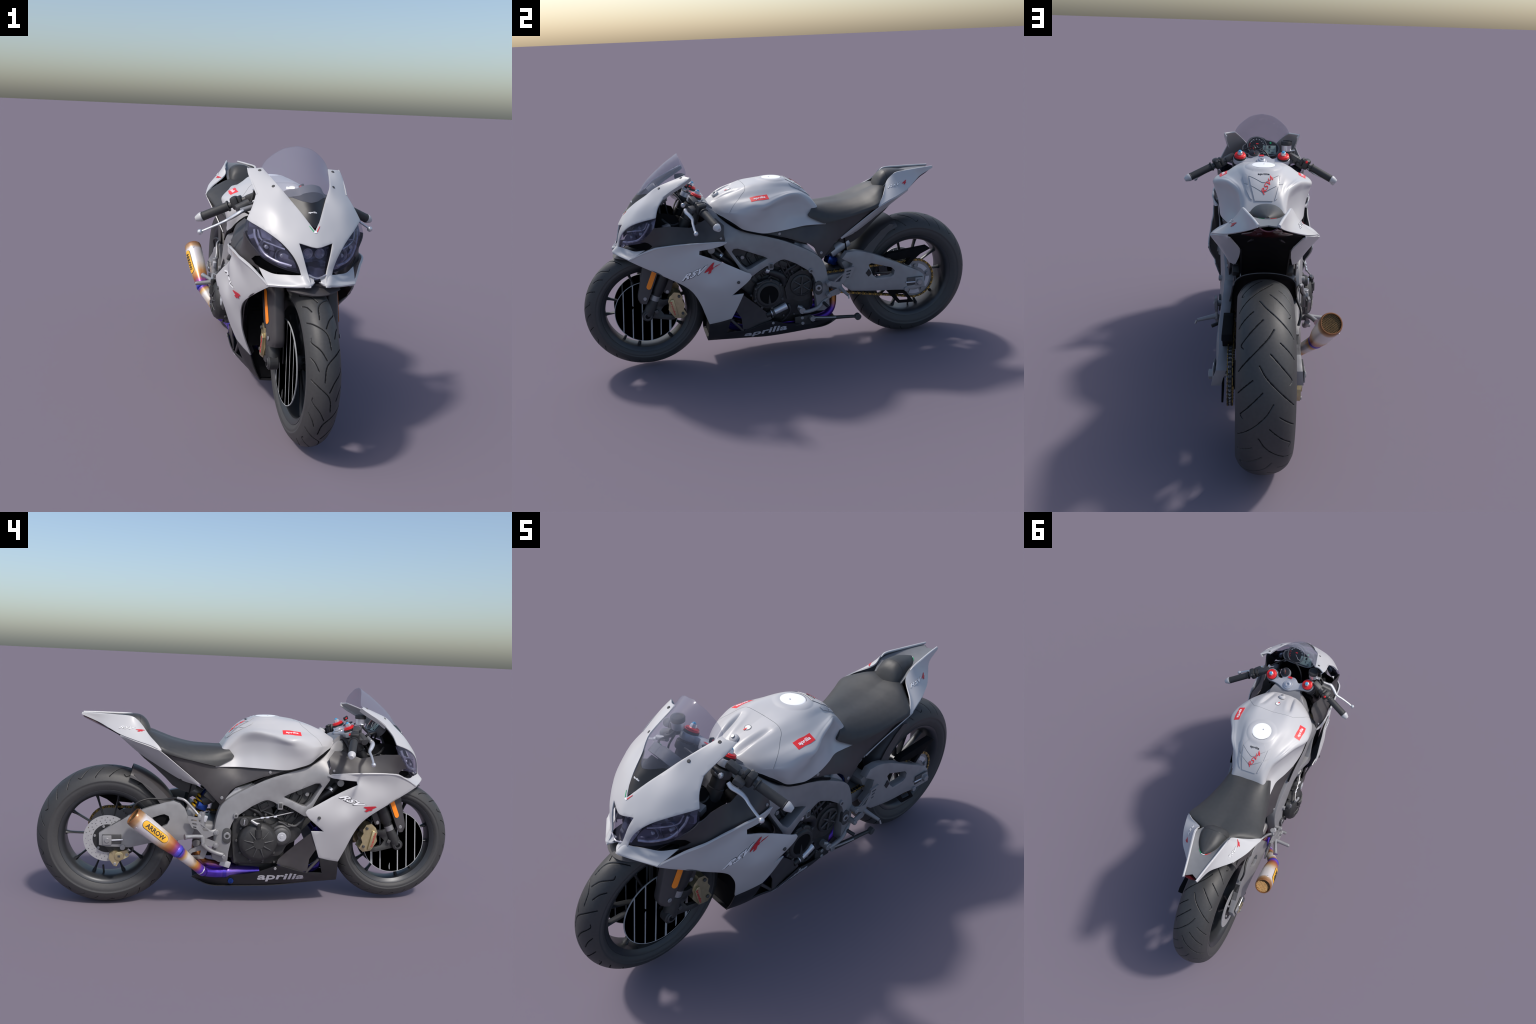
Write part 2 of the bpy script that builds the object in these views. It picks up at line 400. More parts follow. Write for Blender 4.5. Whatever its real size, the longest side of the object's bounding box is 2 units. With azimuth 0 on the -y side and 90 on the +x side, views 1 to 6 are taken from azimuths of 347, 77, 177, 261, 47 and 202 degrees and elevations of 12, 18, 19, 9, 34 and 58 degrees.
def lettering(name, body, width, origin, ux, uy, nrm, target, m, parent, height=None, shear=0., bold=0., lift=.0012, cut=.012):
    vs, fs, ext = text_mesh(body, 1., shear, bold)
    k = width / ext[0]; ky = k if height is None else height / ext[1]
    vs = vs * V(k, ky, 1)
    return decal(name, vs, fs, origin, Vector(ux).normalized(), Vector(uy).normalized(), nrm, target, m, parent, lift, cut)

def drawn(name, poly, origin, ux, uy, nrm, target, m, parent, lift=.0008, step=.01):
    v2, fs = fill(poly, step); vs = np.c_[v2, np.zeros(len(v2))]
    return decal(name, vs, fs, origin, Vector(ux).normalized(), Vector(uy).normalized(), nrm, target, m, parent, lift, 0)

def seam(name, pts, nrm, target, m, parent, w=.0018, lift=.0006, k=8):
    """thin gap line lying on a surface"""
    tr = bvh_of(target); P = cr(pts, k) if len(pts) > 2 else np.array([np.array(pts[0]) + (np.array(pts[1]) - np.array(pts[0])) * t for t in np.linspace(0, 1, 12)])
    n = Vector(nrm).normalized(); Q = []
    for p in P:
        h = tr.ray_cast(Vector(p) + n * .08, -n, .25)
        if h[0] is not None: Q.append(np.array(h[0]) - np.array(h[1]) * (w * .5 - lift) * (1 if h[1].dot(n) > 0 else -1))
    return tube(name, Q, w / 2, m, parent, 6, 1) if len(Q) > 2 else None

def merge(name, objs, parent, stuff=False):
    """join several pieces into one part (keeps their materials)"""
    bm = bmesh.new(); mats = []
    for o in objs:
        me = o.data.copy(); me.transform(o.matrix_basis)
        for mm in o.data.materials:
            if mm not in mats: mats.append(mm)
        idx = [mats.index(mm) for mm in o.data.materials]
        b2 = bmesh.new(); b2.from_mesh(me)
        for f in b2.faces: f.material_index = idx[f.material_index] if idx else 0
        b2.to_mesh(me); b2.free(); bm.from_mesh(me); bpy.data.meshes.remove(me)
    me = bpy.data.meshes.new(name); bm.to_mesh(me); bm.free()
    for mm in mats: me.materials.append(mm)
    for o in objs: bpy.data.objects.remove(o)
    q = bpy.data.objects.new(name, me); SC.objects.link(q); q.parent = parent
    if stuff: q['kind'] = 'stuff'
    return q

def empty(name, loc=(0, 0, 0), parent=None):
    e = bpy.data.objects.new(name, None); SC.objects.link(e); e.location = loc
    if parent: e.parent = parent
    return e

BIKE = empty('sport_motorcycle')
BIKE['label'] = 'white and grey sport motorcycle with titanium exhaust'
BIKE['category'] = 'motorcycle'

# ------------------------------------------------------------------ wheels
def tyre(name, half, parent, pitches, grooves, depth=.0024, width=.00155):
    """half = (x, r) from crown to bead.  grooves drawn as (pitch fraction, tread fraction) polylines"""
    prof = cr(np.vstack([np.array(half)[:0:-1] * V(-1, 1), np.array(half)]), 10)
    seg = np.linalg.norm(np.diff(prof, axis=0), axis=1); arc = np.r_[0, np.cumsum(seg)]; tot = arc[-1]
    ss = np.r_[np.linspace(0, tot * .16, 12, endpoint=False), np.linspace(tot * .16, tot * .84, 130, endpoint=False), np.linspace(tot * .84, tot, 13)]
    pr = np.c_[np.interp(ss, arc, prof[:, 0]), np.interp(ss, arc, prof[:, 1])]
    R = prof[:, 1].max(); tread = tot * .335                     # half width of the tread band along the arc
    tan = np.gradient(pr, axis=0); nr = np.c_[tan[:, 1], -tan[:, 0]] * -1; nr /= np.linalg.norm(nr, axis=1, keepdims=True)
    per = 128; N = per * pitches; L = 2 * pi * R / pitches
    u = (np.arange(per) + .5) / per * L; S = ss - tot / 2
    dist = np.full((per, len(S)), 9.)
    for sgn, ph in ((-1, 0.), (1, .5)):
        for g in grooves:
            q = cr(g, 5); q = np.c_[(q[:, 0] + ph) * L, sgn * q[:, 1]]
            for sh in (-2, -1, 0, 1, 2):
                for a, b in zip(q[:-1] + V(sh * L, 0), q[1:] + V(sh * L, 0)):
                    d = b - a; l2 = d @ d
                    t = np.clip(((u[:, None] - a[0]) * d[0] + (S[None] - a[1]) * d[1]) / l2, 0, 1)
                    dist = np.minimum(dist, np.hypot(u[:, None] - a[0] - t * d[0], S[None] - a[1] - t * d[1]))
    dep = depth * np.clip((width - dist) / (width * .45) + .5, 0, 1)
    vs = np.zeros((N, len(S), 3))
    for i in range(N):
        phi = 2 * pi * i / N; p = pr - nr * dep[i % per][:, None]
        vs[i, :, 0] = p[:, 0]; vs[i, :, 1] = -p[:, 1] * math.sin(phi); vs[i, :, 2] = p[:, 1] * math.cos(phi)
    c = len(S); fs = [(i * c + j, ((i + 1) % N) * c + j, ((i + 1) % N) * c + j + 1, i * c + j + 1) for i in range(N) for j in range(c - 1)]
    me = bpy.data.meshes.new(name); me.from_pydata(vs.reshape(-1, 3).tolist(), [], fs)
    me.materials.append(M_RUBBER); me.materials.append(M_WALL); me.materials.append(M_GROOVE_SHADE)
    wall = np.tile(np.abs(S[:-1]) > tread, N).astype(np.int32)
    cut = np.tile((dep[:, :-1] > depth * .5), (pitches, 1)).reshape(-1); wall[cut] = 2; me.polygons.foreach_set('material_index', wall)
    bm = bmesh.new(); bm.from_mesh(me); bmesh.ops.recalc_face_normals(bm, faces=bm.faces); bm.to_mesh(me); bm.free()
    return obj(name, me, None, parent, 60)

def ring(name, prof, m, parent, n=96):
    """closed profile (x, r) spun about the axle"""
    k = len(prof); vs = [(x, -r * math.sin(a), r * math.cos(a)) for a in np.linspace(0, 2 * pi, n, endpoint=False) for x, r in prof]
    fs = [(i * k + j, i * k + (j + 1) % k, ((i + 1) % n) * k + (j + 1) % k, ((i + 1) % n) * k + j) for i in range(n) for j in range(k)]
    return from_data(name, vs, fs, m, parent, 30)

def spoke_mesh(name, pairs, r0, r1, spread0, spread1, w, x0, m, parent, phase):
    """paired thin spokes running from hub to barrel, flared at the foot and at the rim"""
    first = []; me = None; objs = []
    for sgn in (1, -1):
        a0, a1 = sgn * spread0, sgn * spread1
        P = []
        for t in np.linspace(0, 1, 9):
            r = r0 + (r1 - r0) * t; off = (a0 * r0) * (1 - t) + (a1 * r1) * t
            P.append((0, -off, math.sqrt(max(r * r - off * off, 1e-6))))
        ww = [w * 1.9, w * 1.35, w * 1.05, w, w, w, w, w * 1.25, w * 2.2]
        vs = []; n = 10
        for p, k in zip(P, ww):
            for a in np.linspace(0, 2 * pi, n, endpoint=False): vs.append((x0 * math.cos(a), p[1] + k * math.sin(a), p[2]))
        fs = grid_faces(len(P), n, 0, True) + [tuple(range(n)), tuple((len(P) - 1) * n + i for i in reversed(range(n)))]
        o = from_data(name, vs, fs, m, parent, 50); o.rotation_euler = (math.radians(phase), 0, 0); objs.append(o)
    for k in range(1, pairs):
        for b in objs[:2]:
            q = b.copy(); SC.objects.link(q); q.rotation_euler = (math.radians(phase + k * 360 / pairs), 0, 0); objs.append(q)
    return objs

# tread grooves: (pitch fraction round the tyre, metres across from the centre line)
GR_R = [[(-.4125, -.0213), (-.575, .0007), (-.775, .0455), (-.975, .0974)], [(-.26, .011), (-.445, .051), (-.575, .081), (-.62, .0835), (-.66, .0755)], [(-.0975, .041), (-.2, .071), (-.2975, .099)]]
GR_F = [[(.035, .0605), (.14, .031), (.31, -.0045), (.555, -.0125)], [(.345, .051), (.40, .0535), (.45, .046), (.565, .0218), (.72, .0042)], [(.66, .0615), (.75, .0445), (.88, .0316)]]

# front wheel
FW = (0, -.704, .3065); RW = (0, .676, .3255)
front_wheel = turned('front_wheel', [(-.06, .016), (-.058, .021), (-.04, .028), (-.03, .034), (.03, .034), (.04, .028), (.058, .021), (.06, .016)], (0, 0, 0), (1, 0, 0), M_RIM, BIKE)
front_wheel.matrix_local = Matrix.Translation(FW)
for v in front_wheel.data.vertices: v.co = Vector((v.co.z, v.co.x, v.co.y))
tyre('tyre', [(0, .2955), (.018, .2928), (.035, .2835), (.048, .269), (.057, .251), (.0583, .244), (.0565, .242), (.0570, .232), (.051, .222), (.0455, .2165), (.04, .214)], front_wheel, 9, GR_F)
def rim(prof_out, prof_in, parent):
    o = [(-x, r) for x, r in prof_out] + [(x, r) for x, r in prof_out[::-1]]; i = [(x, r) for x, r in prof_in] + [(-x, r) for x, r in prof_in[::-1]]
    return ring('rim', o + i, M_RIM, parent)
rim([(.047, .220), (.044, .214), (.037, .209), (.033, .204), (.018, .2015)], [(.050, .218), (.047, .211), (.041, .204), (.037, .1985), (.018, .1955)], front_wheel)
spoke_mesh('spoke', 5, .032, .1985, .3, .21, .0048, .0135, M_RIM, front_wheel, 9)
def spun_disc(name, x0, x1, r0, r1, m, parent, n=96):
    return ring(name, [(x0, r0), (x0, r1), (x1, r1), (x1, r0)], m, parent, n)
for s in (1, -1):
    spun_disc('brake_disc', s * .0615, s * .0655, .012, .154, M_STRIPE, front_wheel)
# rear wheel
rear_wheel = turned('rear_wheel', [(-.11, .014), (-.108, .02), (-.07, .026), (-.05, .045), (.05, .045), (.07, .05), (.1, .05), (.11, .02)], (0, 0, 0), (1, 0, 0), M_RIM, BIKE)
for v in rear_wheel.data.vertices: v.co = Vector((v.co.z, v.co.x, v.co.y))
rear_wheel.matrix_local = Matrix.Translation(RW)
tyre('tyre', [(0, .3255), (.028, .3225), (.055, .3125), (.077, .295), (.0915, .270), (.0925, .262), (.0905, .260), (.0905, .247), (.084, .231), (.077, .2195), (.07, .215)], rear_wheel, 9, GR_R)
rim([(.078, .223), (.075, .215), (.066, .209), (.055, .203), (.03, .200)], [(.081, .221), (.078, .211), (.070, .203), (.060, .197), (.03, .194)], rear_wheel)
spoke_mesh('spoke', 5, .04, .197, .32, .27, .0050, .015, M_RIM, rear_wheel, -1)
cyl('valve_stem', (0, .02, -.196), (0, .024, -.155), .0045, M_BLACK, rear_wheel, 12)
# rear brake disc with drilled holes, carrier and sensor ring on the right side
rdisc = []
n_h = 3
def drilled_disc(name, x, t, r0, r1, rings, hole, m, parent):
    outer = [(r1 * math.sin(a), r1 * math.cos(a)) for a in np.linspace(0, 2 * pi, 72, endpoint=False)]
    hs = [[(r0 * math.sin(a), r0 * math.cos(a)) for a in np.linspace(0, 2 * pi, 48, endpoint=False)]]
    for (rr, cnt, ph) in rings:
        for k in range(cnt):
            a = 2 * pi * (k + ph) / cnt; c = (rr * math.sin(a), rr * math.cos(a))
            hs.append([(c[0] + hole * math.sin(b), c[1] + hole * math.cos(b)) for b in np.linspace(0, 2 * pi, 8, endpoint=False)])
    return panel(name, outer, x, 0, m, parent, t, .03, hs, False, 1 if x > 0 else -1, True)
drilled_disc('brake_disc', -.0975, .004, .062, .108, [(.098, 24, 0), (.086, 24, .5), (.075, 20, .2)], .0023, M_DISC, rear_wheel)
spun_disc('disc_carrier', -.0985, -.0955, .02, .066, M_BLACK, rear_wheel, 48)
for k in range(6):
    a = 2 * pi * k / 6 + .3; cyl('carrier_bolt', (-.104, .058 * math.sin(a), .058 * math.cos(a)), (-.097, .058 * math.sin(a), .058 * math.cos(a)), .006, M_ALU, rear_wheel, 14)
# sprocket (left) with bolts and pale plates drawn as cut-outs
def sprocket(name, x, t, teeth, r, r0, m, parent, holes=()):
    p = []
    for k in range(teeth * 4):
        a = 2 * pi * k / (teeth * 4); rr = r + (.0035 if k % 4 == 0 else (-.0035 if k % 4 == 2 else 0)); p.append((rr * math.sin(a), rr * math.cos(a)))
    hs = [[(r0 * math.sin(a), r0 * math.cos(a)) for a in np.linspace(0, 2 * pi, 32, endpoint=False)]] + list(holes)
    return panel(name, p, x, 0, m, parent, t, .03, hs, False, 1, True)
def arc_slot(ra, rb, a0, a1):
    A = np.linspace(a0, a1, 8)
    return [(rb * math.sin(a), rb * math.cos(a)) for a in A] + [(ra * math.sin(a), ra * math.cos(a)) for a in A[::-1]]
sprocket('sprocket', .1165, .006, 42, .100, .03, M_FRAME, rear_wheel)
for k in range(5):
    a0 = 2 * pi * k / 5 + .25; v2, fs = fill(arc_slot(.062, .083, a0, a0 + .75), .02)
    v3, f3 = shell(np.c_[np.full(len(v2), .1187), v2], [tuple(f) for f in fs], .002, V(1, 0, 0)); from_data('sprocket_window_plate', v3, f3, M_CLAMP, rear_wheel)
    a = a0 - .25; cyl('sprocket_bolt', (.1165, .072 * math.sin(a), .072 * math.cos(a)), (.1255, .072 * math.sin(a), .072 * math.cos(a)), .009, M_FRAME, rear_wheel, 6)

# ------------------------------------------------------------------ chain
def chain():
    rc, rs = .101, .038; yc, zc = RW[1], RW[2] + .002; ys, zs = .085, .377; x = .1135
    d = V(yc - ys, zc - zs); D = np.linalg.norm(d); ang = math.atan2(d[1], d[0]); off = math.acos((rc - rs) / D)
    # tangent points (upper and lower runs) between the two sprockets
    up = ang + (pi - off); lo = ang - (pi - off)
    pts = []
    a_u, a_l = ang + pi - off, ang - pi + off
    P = lambda c, r, a: V(c[0] + r * math.cos(a), c[1] + r * math.sin(a))
    for a in np.linspace(a_u, a_u - (a_u - a_l), 80): pts.append(P((yc, zc), rc, a))
    for a in np.linspace(a_l, a_l - (2 * pi - (a_u - a_l)), 40): pts.append(P((ys, zs), rs, a))
    pts.append(pts[0]); pts = np.array(pts)
    # slack in the lower run is small, keep it straight
    s = np.r_[0, np.cumsum(np.linalg.norm(np.diff(pts, axis=0), axis=1))]; n = int(s[-1] / .0155); n -= n % 2
    def at(t): return V(np.interp(t % s[-1], s, pts[:, 0]), np.interp(t % s[-1], s, pts[:, 1]))
    pitch = s[-1] / n
    def plate(dx, m, nm):
        q = [(-.5, 0)]
        o = []
        for a in np.linspace(0, 2 * pi, 20, endpoint=False):
            c = math.copysign(pitch * .5, math.cos(a)); o.append((c + .0062 * math.cos(a), .0062 * math.sin(a) * (1 if abs(math.cos(a)) > .35 else .8)))
        obs = [panel(nm, o, sx * dx + (.0008 if sx > 0 else -.0008), 0, m, None, .0016, .03, (), False, sx, True) for sx in (1, -1)]
        for k in (-1, 1): obs.append(cyl(nm, (-dx - .002, k * pitch / 2, 0), (dx + .002, k * pitch / 2, 0), .0034, M_CHAIND, None, 8, .0003))
        return merge(nm, obs, BIKE)
    a = plate(.0085, M_CHAINP, 'chain_link'); b = plate(.0062, M_CHAIND, 'chain_link')
    links = []
    for i in range(n):
        p0, p1 = at(i * pitch), at((i + 1) * pitch); m = (p0 + p1) / 2
        src = a if i % 2 == 0 else b
        q = src if src not in links else src.copy()
        if q is not src: SC.objects.link(q)
        links.append(q); q.location = (x, m[0], m[1]); q.rotation_euler = (math.atan2(p1[1] - p0[1], p1[0] - p0[0]), 0, 0)
chain()

# ------------------------------------------------------------------ front fork, fender, brakes
def fork_y(z): return -.43 + (z - .875) * (.272 / .57)
for s in (1, -1):
    x = s * .1025
    F = lambda z, xx=x: (xx, fork_y(z), z)
    fork = turned('fork_tube', [(0, .021), (.002, .023), (.02, .023), (.02, .028), (.05, .0295), (.40, .0295), (.402, .026), (.475, .026)], F(.40), F(.875), M_BLACK, BIKE, 32)
    cyl('fork_slider', F(.372), F(.405), .0225, M_ALU, BIKE, 28)
    fl = turned('fork_foot', [(0, .022), (.01, .026), (.05, .026), (.085, .0245), (.087, .02)], (s * .108, fork_y(.30), .30), F(.382), M_ENGINE, BIKE, 28)
    cl = cyl('axle_clamp', (s * .090, -.704, .3065), (s * .128, -.704, .3065), .026, M_ENGINE, BIKE, 28, .004)
    cyl('axle_nut', (s * .124, -.704, .3065), (s * .131, -.704, .3065), .018, M_ENGINE2, BIKE, 24); cyl('axle_bore_disc', (s * .1295, -.704, .3065), (s * .1318, -.704, .3065), .012, M_VOID, BIKE, 20)  # black disc on the nut stands in for the open axle bore
    prism('caliper_bracket', [(-.60, .268), (-.69, .290), (-.685, .33), (-.66, .355), (-.645, .385), (-.625, .375), (-.59, .375), (-.575, .36), (-.62, .345), (-.64, .325), (-.625, .30), (-.575, .285), (-.575, .268)], s * .111, s * .096, M_ENGINE, BIKE, bev=.002)
    box('clamp_bolt', (s * .118, -.66, .322), (.012, .018, .018), M_ENGINE2, BIKE, (.4, 0, 0))
    # radial caliper, gold, with lobes, bolts and red lettering
    cal = prism('brake_caliper', [(-.571, .407), (-.593, .387), (-.602, .365), (-.598, .345), (-.603, .322), (-.592, .303), (-.574, .275), (-.535, .268), (-.515, .287), (-.53, .315), (-.522, .338), (-.533, .358), (-.53, .378), (-.545, .402)], s * .114, s * .048, M_GOLD, BIKE, bev=.005, step=.02)
    pl_ = prism('caliper_bridge', [(-.588, .374), (-.596, .36), (-.578, .284), (-.555, .280), (-.575, .374)], s * .124, s * .11, M_GOLD, BIKE, bev=.003)
    for (yy, zz) in ((-.548, .385), (-.536, .296)): cyl('caliper_bolt', (s * .112, yy, zz), (s * .121, yy, zz), .007, M_ENGINE2, BIKE, 12)
    d = Vector((0, .021, -.09)).normalized(); ux = d if s > 0 else -d
    uy = Vector((s, 0, 0)).cross(ux)
    lettering('lettering', 'brembo', .072, (s * .1245, -.5805, .33), ux, uy, (s, 0, 0), None, M_DRED, BIKE, .011, .2, .0, .0008, 0)
    # fender side guard in front of the fork with orange reflector
    G = []
    for (z, yf, yr) in ((.578, -.698, -.612), (.53, -.708, -.634), (.46, -.724, -.664), (.40, -.738, -.690), (.372, -.731, -.704)):
        w = yr - yf
        G.append([(s * .078, yr - .01, z), (s * .078, yf + .03, z), (s * .080, yf + .006, z), (s * .087, yf, z), (s * .106, yf, z), (s * .113, yf + .004, z), (s * .121, yf + w * .32, z), (s * .1285, yf + w * .72, z), (s * .129, yr, z)])
    g = patch('fork_guard', G, M_DARK, BIKE, 6, 4, .003, False, s < 0)
    panel('guard_stay', [(-.64, .60), (-.636, .52), (-.617, .411), (-.605, .400), (-.592, .401), (-.583, .415), (-.568, .456), (-.576, .52), (-.585, .60)], s * .106, 0, M_DARK, BIKE, .006, .03, (), False, s, True, .0015)
    def cap(c0, c1, w, n=10):
        c0, c1 = V(*c0), V(*c1); t = (c1 - c0) / np.linalg.norm(c1 - c0); q = V(-t[1], t[0]); o = []
        for a in np.linspace(0, pi, n): o.append(tuple(c1 + w * (math.sin(a) * t + math.cos(a) * q)))
        for a in np.linspace(0, pi, n): o.append(tuple(c0 - w * (math.sin(a) * t + math.cos(a) * q)))
        return o
    drawn('orange_reflector', cap((-.686, .455), (-.646, .548), .0112), (s * .12, 0, 0), (0, 1, 0), (0, 0, 1), (s, 0, 0), g, M_ORANGE, BIKE, .0025, .01)
    for (yy, zz, xx) in ((-.709, .398, .129), (-.601, .413, .105)): cyl('guard_screw', (s * xx, yy, zz), (s * (xx + .004), yy, zz), .0085, M_ALU, BIKE, 18)
# fender: arched shell over the tyre
def fender(name, a0, a1, prof, c, m, parent, n=36, thick=.003, taper=None):
    vs = []
    for i, a in enumerate(np.linspace(math.radians(a0), math.radians(a1), n)):
        k = taper(i / (n - 1)) if taper else 1.
        for x, r in prof: vs.append((x * k, c[1] - r * math.sin(a), c[2] + r * math.cos(a)))
    fs = grid_faces(n, len(prof)); p = np.array(vs)
    q = p[list(fs[len(fs) // 2])]; nn = np.cross(q[1] - q[0], q[2] - q[0])
    mid = q.mean(0) - np.array(c); mid[0] = 0
    if nn @ mid < 0: fs = [tuple(reversed(f)) for f in fs]
    v3, f3 = shell(vs, fs, thick); return from_data(name, v3, f3, m, parent, 50)
def front_fender():
    rows = []
    for t in np.linspace(0, 1, 14):
        row = []
        for k in np.linspace(-1, 1, 25):
            x = .094 * k; front = 25.5 - 9.5 * abs(k) ** 2.2; a = math.radians(front + (-34 - front) * t)
            r = .3185 - .012 * abs(k) ** 3 - (.010 * math.exp(-t * 14))          # edge rolls down at the front
            row.append((x * (1 - .18 * max(0, t - .5)), FW[1] - r * math.sin(a), FW[2] + r * math.cos(a)))
        rows.append(row)
    v = np.array(rows).reshape(-1, 3); v3, f3 = shell(v, grid_faces(14, 25), .006)
    return from_data('front_fender', v3, f3, M_DARK, BIKE, 50)
front_fender()

# ------------------------------------------------------------------ fuel tank
TANK = [
 [(0, -0.388, 0.795), (0.03, -0.385, 0.795), (0.055, -0.378, 0.793), (0.075, -0.368, 0.79), (0.092, -0.358, 0.786), (0.108, -0.348, 0.78), (0.122, -0.338, 0.775), (0.133, -0.328, 0.77), (0.142, -0.319, 0.765), (0.149, -0.311, 0.76)],
 [(0, -0.355, 0.813), (0.03, -0.353, 0.815), (0.06, -0.348, 0.817), (0.085, -0.34, 0.813), (0.108, -0.331, 0.806), (0.128, -0.32, 0.797), (0.146, -0.308, 0.786), (0.158, -0.296, 0.779), (0.165, -0.283, 0.758), (0.168, -0.268, 0.733)],
 [(0, -0.29, 0.844), (0.035, -0.29, 0.848), (0.065, -0.288, 0.855), (0.098, -0.283, 0.845), (0.13, -0.275, 0.828), (0.158, -0.264, 0.814), (0.182, -0.252, 0.794), (0.193, -0.245, 0.775), (0.191, -0.238, 0.737), (0.18, -0.231, 0.705)],
 [(0, -0.19, 0.878), (0.04, -0.19, 0.88), (0.08, -0.19, 0.88), (0.112, -0.189, 0.866), (0.147, -0.187, 0.843), (0.177, -0.184, 0.83), (0.202, -0.18, 0.812), (0.205, -0.178, 0.778), (0.191, -0.178, 0.73), (0.181, -0.18, 0.686)],
 [(0, -0.125, 0.893), (0.05, -0.125, 0.892), (0.085, -0.125, 0.886), (0.12, -0.125, 0.869), (0.155, -0.125, 0.845), (0.186, -0.125, 0.829), (0.207, -0.125, 0.81), (0.197, -0.125, 0.785), (0.184, -0.125, 0.735), (0.179, -0.125, 0.673)],
 [(0, -0.05, 0.898), (0.045, -0.05, 0.897), (0.08, -0.05, 0.889), (0.108, -0.05, 0.869), (0.135, -0.05, 0.85), (0.155, -0.05, 0.84), (0.169, -0.05, 0.827), (0.158, -0.05, 0.79), (0.157, -0.05, 0.735), (0.168, -0.05, 0.673)],
 [(0, 0.02, 0.888), (0.04, 0.02, 0.886), (0.07, 0.02, 0.878), (0.091, 0.02, 0.861), (0.113, 0.02, 0.848), (0.128, 0.02, 0.844), (0.139, 0.02, 0.835), (0.122, 0.02, 0.79), (0.122, 0.02, 0.73), (0.146, 0.02, 0.673)],
 [(0, 0.08, 0.856), (0.035, 0.08, 0.855), (0.058, 0.08, 0.848), (0.073, 0.08, 0.835), (0.085, 0.08, 0.83), (0.094, 0.08, 0.825), (0.1, 0.08, 0.813), (0.094, 0.08, 0.77), (0.097, 0.08, 0.715), (0.121, 0.08, 0.672)],
 [(0, 0.13, 0.801), (0.03, 0.13, 0.801), (0.052, 0.13, 0.799), (0.068, 0.13, 0.795), (0.078, 0.13, 0.788), (0.085, 0.13, 0.778), (0.089, 0.13, 0.763), (0.088, 0.13, 0.735), (0.092, 0.13, 0.708), (0.118, 0.13, 0.671)],
 [(0, 0.165, 0.745), (0.03, 0.165, 0.745), (0.052, 0.165, 0.747), (0.068, 0.165, 0.748), (0.078, 0.165, 0.746), (0.084, 0.165, 0.741), (0.088, 0.165, 0.731), (0.09, 0.165, 0.715), (0.097, 0.165, 0.695), (0.119, 0.165, 0.67)],
 [(0, 0.195, 0.69), (0.03, 0.195, 0.69), (0.05, 0.195, 0.69), (0.07, 0.195, 0.69), (0.08, 0.195, 0.69), (0.087, 0.195, 0.69), (0.091, 0.195, 0.689), (0.096, 0.195, 0.686), (0.104, 0.195, 0.68), (0.12, 0.195, 0.669)],
]
S = grid_surface(TANK, 16, 14); full = np.concatenate([S[:, :0:-1] * V(-1, 1, 1), S], 1)
# two air scoops pressed into the front of the tank, a ring well round the filler
for p in full.reshape(-1, 3):
    a, b = V(.052, -.355), V(.078, -.215); q = V(abs(p[0]), p[1]); t = np.clip((q - a) @ (b - a) / ((b - a) @ (b - a)), 0, 1)
    d = (q - a - t * (b - a)); side = (b - a)[1] * d[0] - (b - a)[0] * d[1]; dd = np.linalg.norm(d)
    if p[2] > .8:
        p[2] -= .018 * math.sin(pi * min(1, max(0, t * .96 + .02))) ** .8 * math.exp(-(dd / (.016 if side < 0 else .010)) ** 2)
        p[2] += .002 * math.exp(-((dd - .026) / .012) ** 2) * (side < 0) * math.sin(pi * t)
for p in full.reshape(-1, 3):                    # flat land under the filler cap
    d = math.hypot(p[0], p[1] + .044)
    if d < .075 and p[2] > .8:
        k = min(1, max(0, (.075 - d) / .020)); pz = .8985 - .035 * (p[1] + .044)
        p[2] = p[2] * (1 - k) + pz * k
vs = full.reshape(-1, 3); fs = [tuple(reversed(f)) for f in grid_faces(*full.shape[:2])]
v3, f3 = shell(vs, fs, .004)
tank = from_data('fuel_tank', v3, f3, M_WHITE, BIKE, 40)
NT = Vector((0, .035, 1)).normalized()
turned('filler_cap', [(-.01, .0495), (.0015, .0495), (.003, .047), (.0035, .044), (.0035, .001)], (0, -.044, .9000), Vector((0, -.044, .9000)) + NT, M_CAP, tank, 48)
cyl('filler_flap', (-.004, -.055, .9025), (-.004, -.055, .9052), .004, M_SILVER, tank, 12)
ringw = ring('filler_seat', [(-.004, .0515), (.0015, .0515), (.0015, .0493), (-.004, .0493)], M_LINE, tank, 48)
ringw.matrix_local = Matrix.Translation((0, -.044, .9000)) @ Matrix.Rotation(-pi / 2, 4, 'Y')
for s in (1, -1):
    seam('tank_seam', [(s * .0, -.186, .9), (s * .06, -.19, .9), (s * .107, -.198, .88), (s * .13, -.222, .86), (s * .155, -.25, .84), (s * .185, -.30, .8)], (s * .35, 0, 1), tank, M_LINE, tank)
    # red name plate on each flank
    r = V(0, -1, 0) if s < 0 else V(0, 1, 0); r = Vector(r * V(1, 1, 1)) + Vector((0, 0, -.1 if s < 0 else .1)); r.normalize()
    n = Vector((s * .72, 0, .70)).normalized(); u = n.cross(r)
    c = Vector((s * .168, -.143, .841))
    w, h = .043, .0165
    pts = [(-w, -h * .95), (-w * .3, -h * .88), (w * .3, -h * 1.04), (w, -h * .92), (w * .98, h), (w * .3, h * .92), (-w * .3, h * 1.06), (-w, h * .95)]
    nm = drawn('name_plate', pts, c, r, u, n, tank, M_REDP, tank, .0010, .008)
    lettering('lettering', 'aprilia', .058, c, r, u, n, tank, M_WHITEP, tank, .0175, .1, .012, .0022, .008)
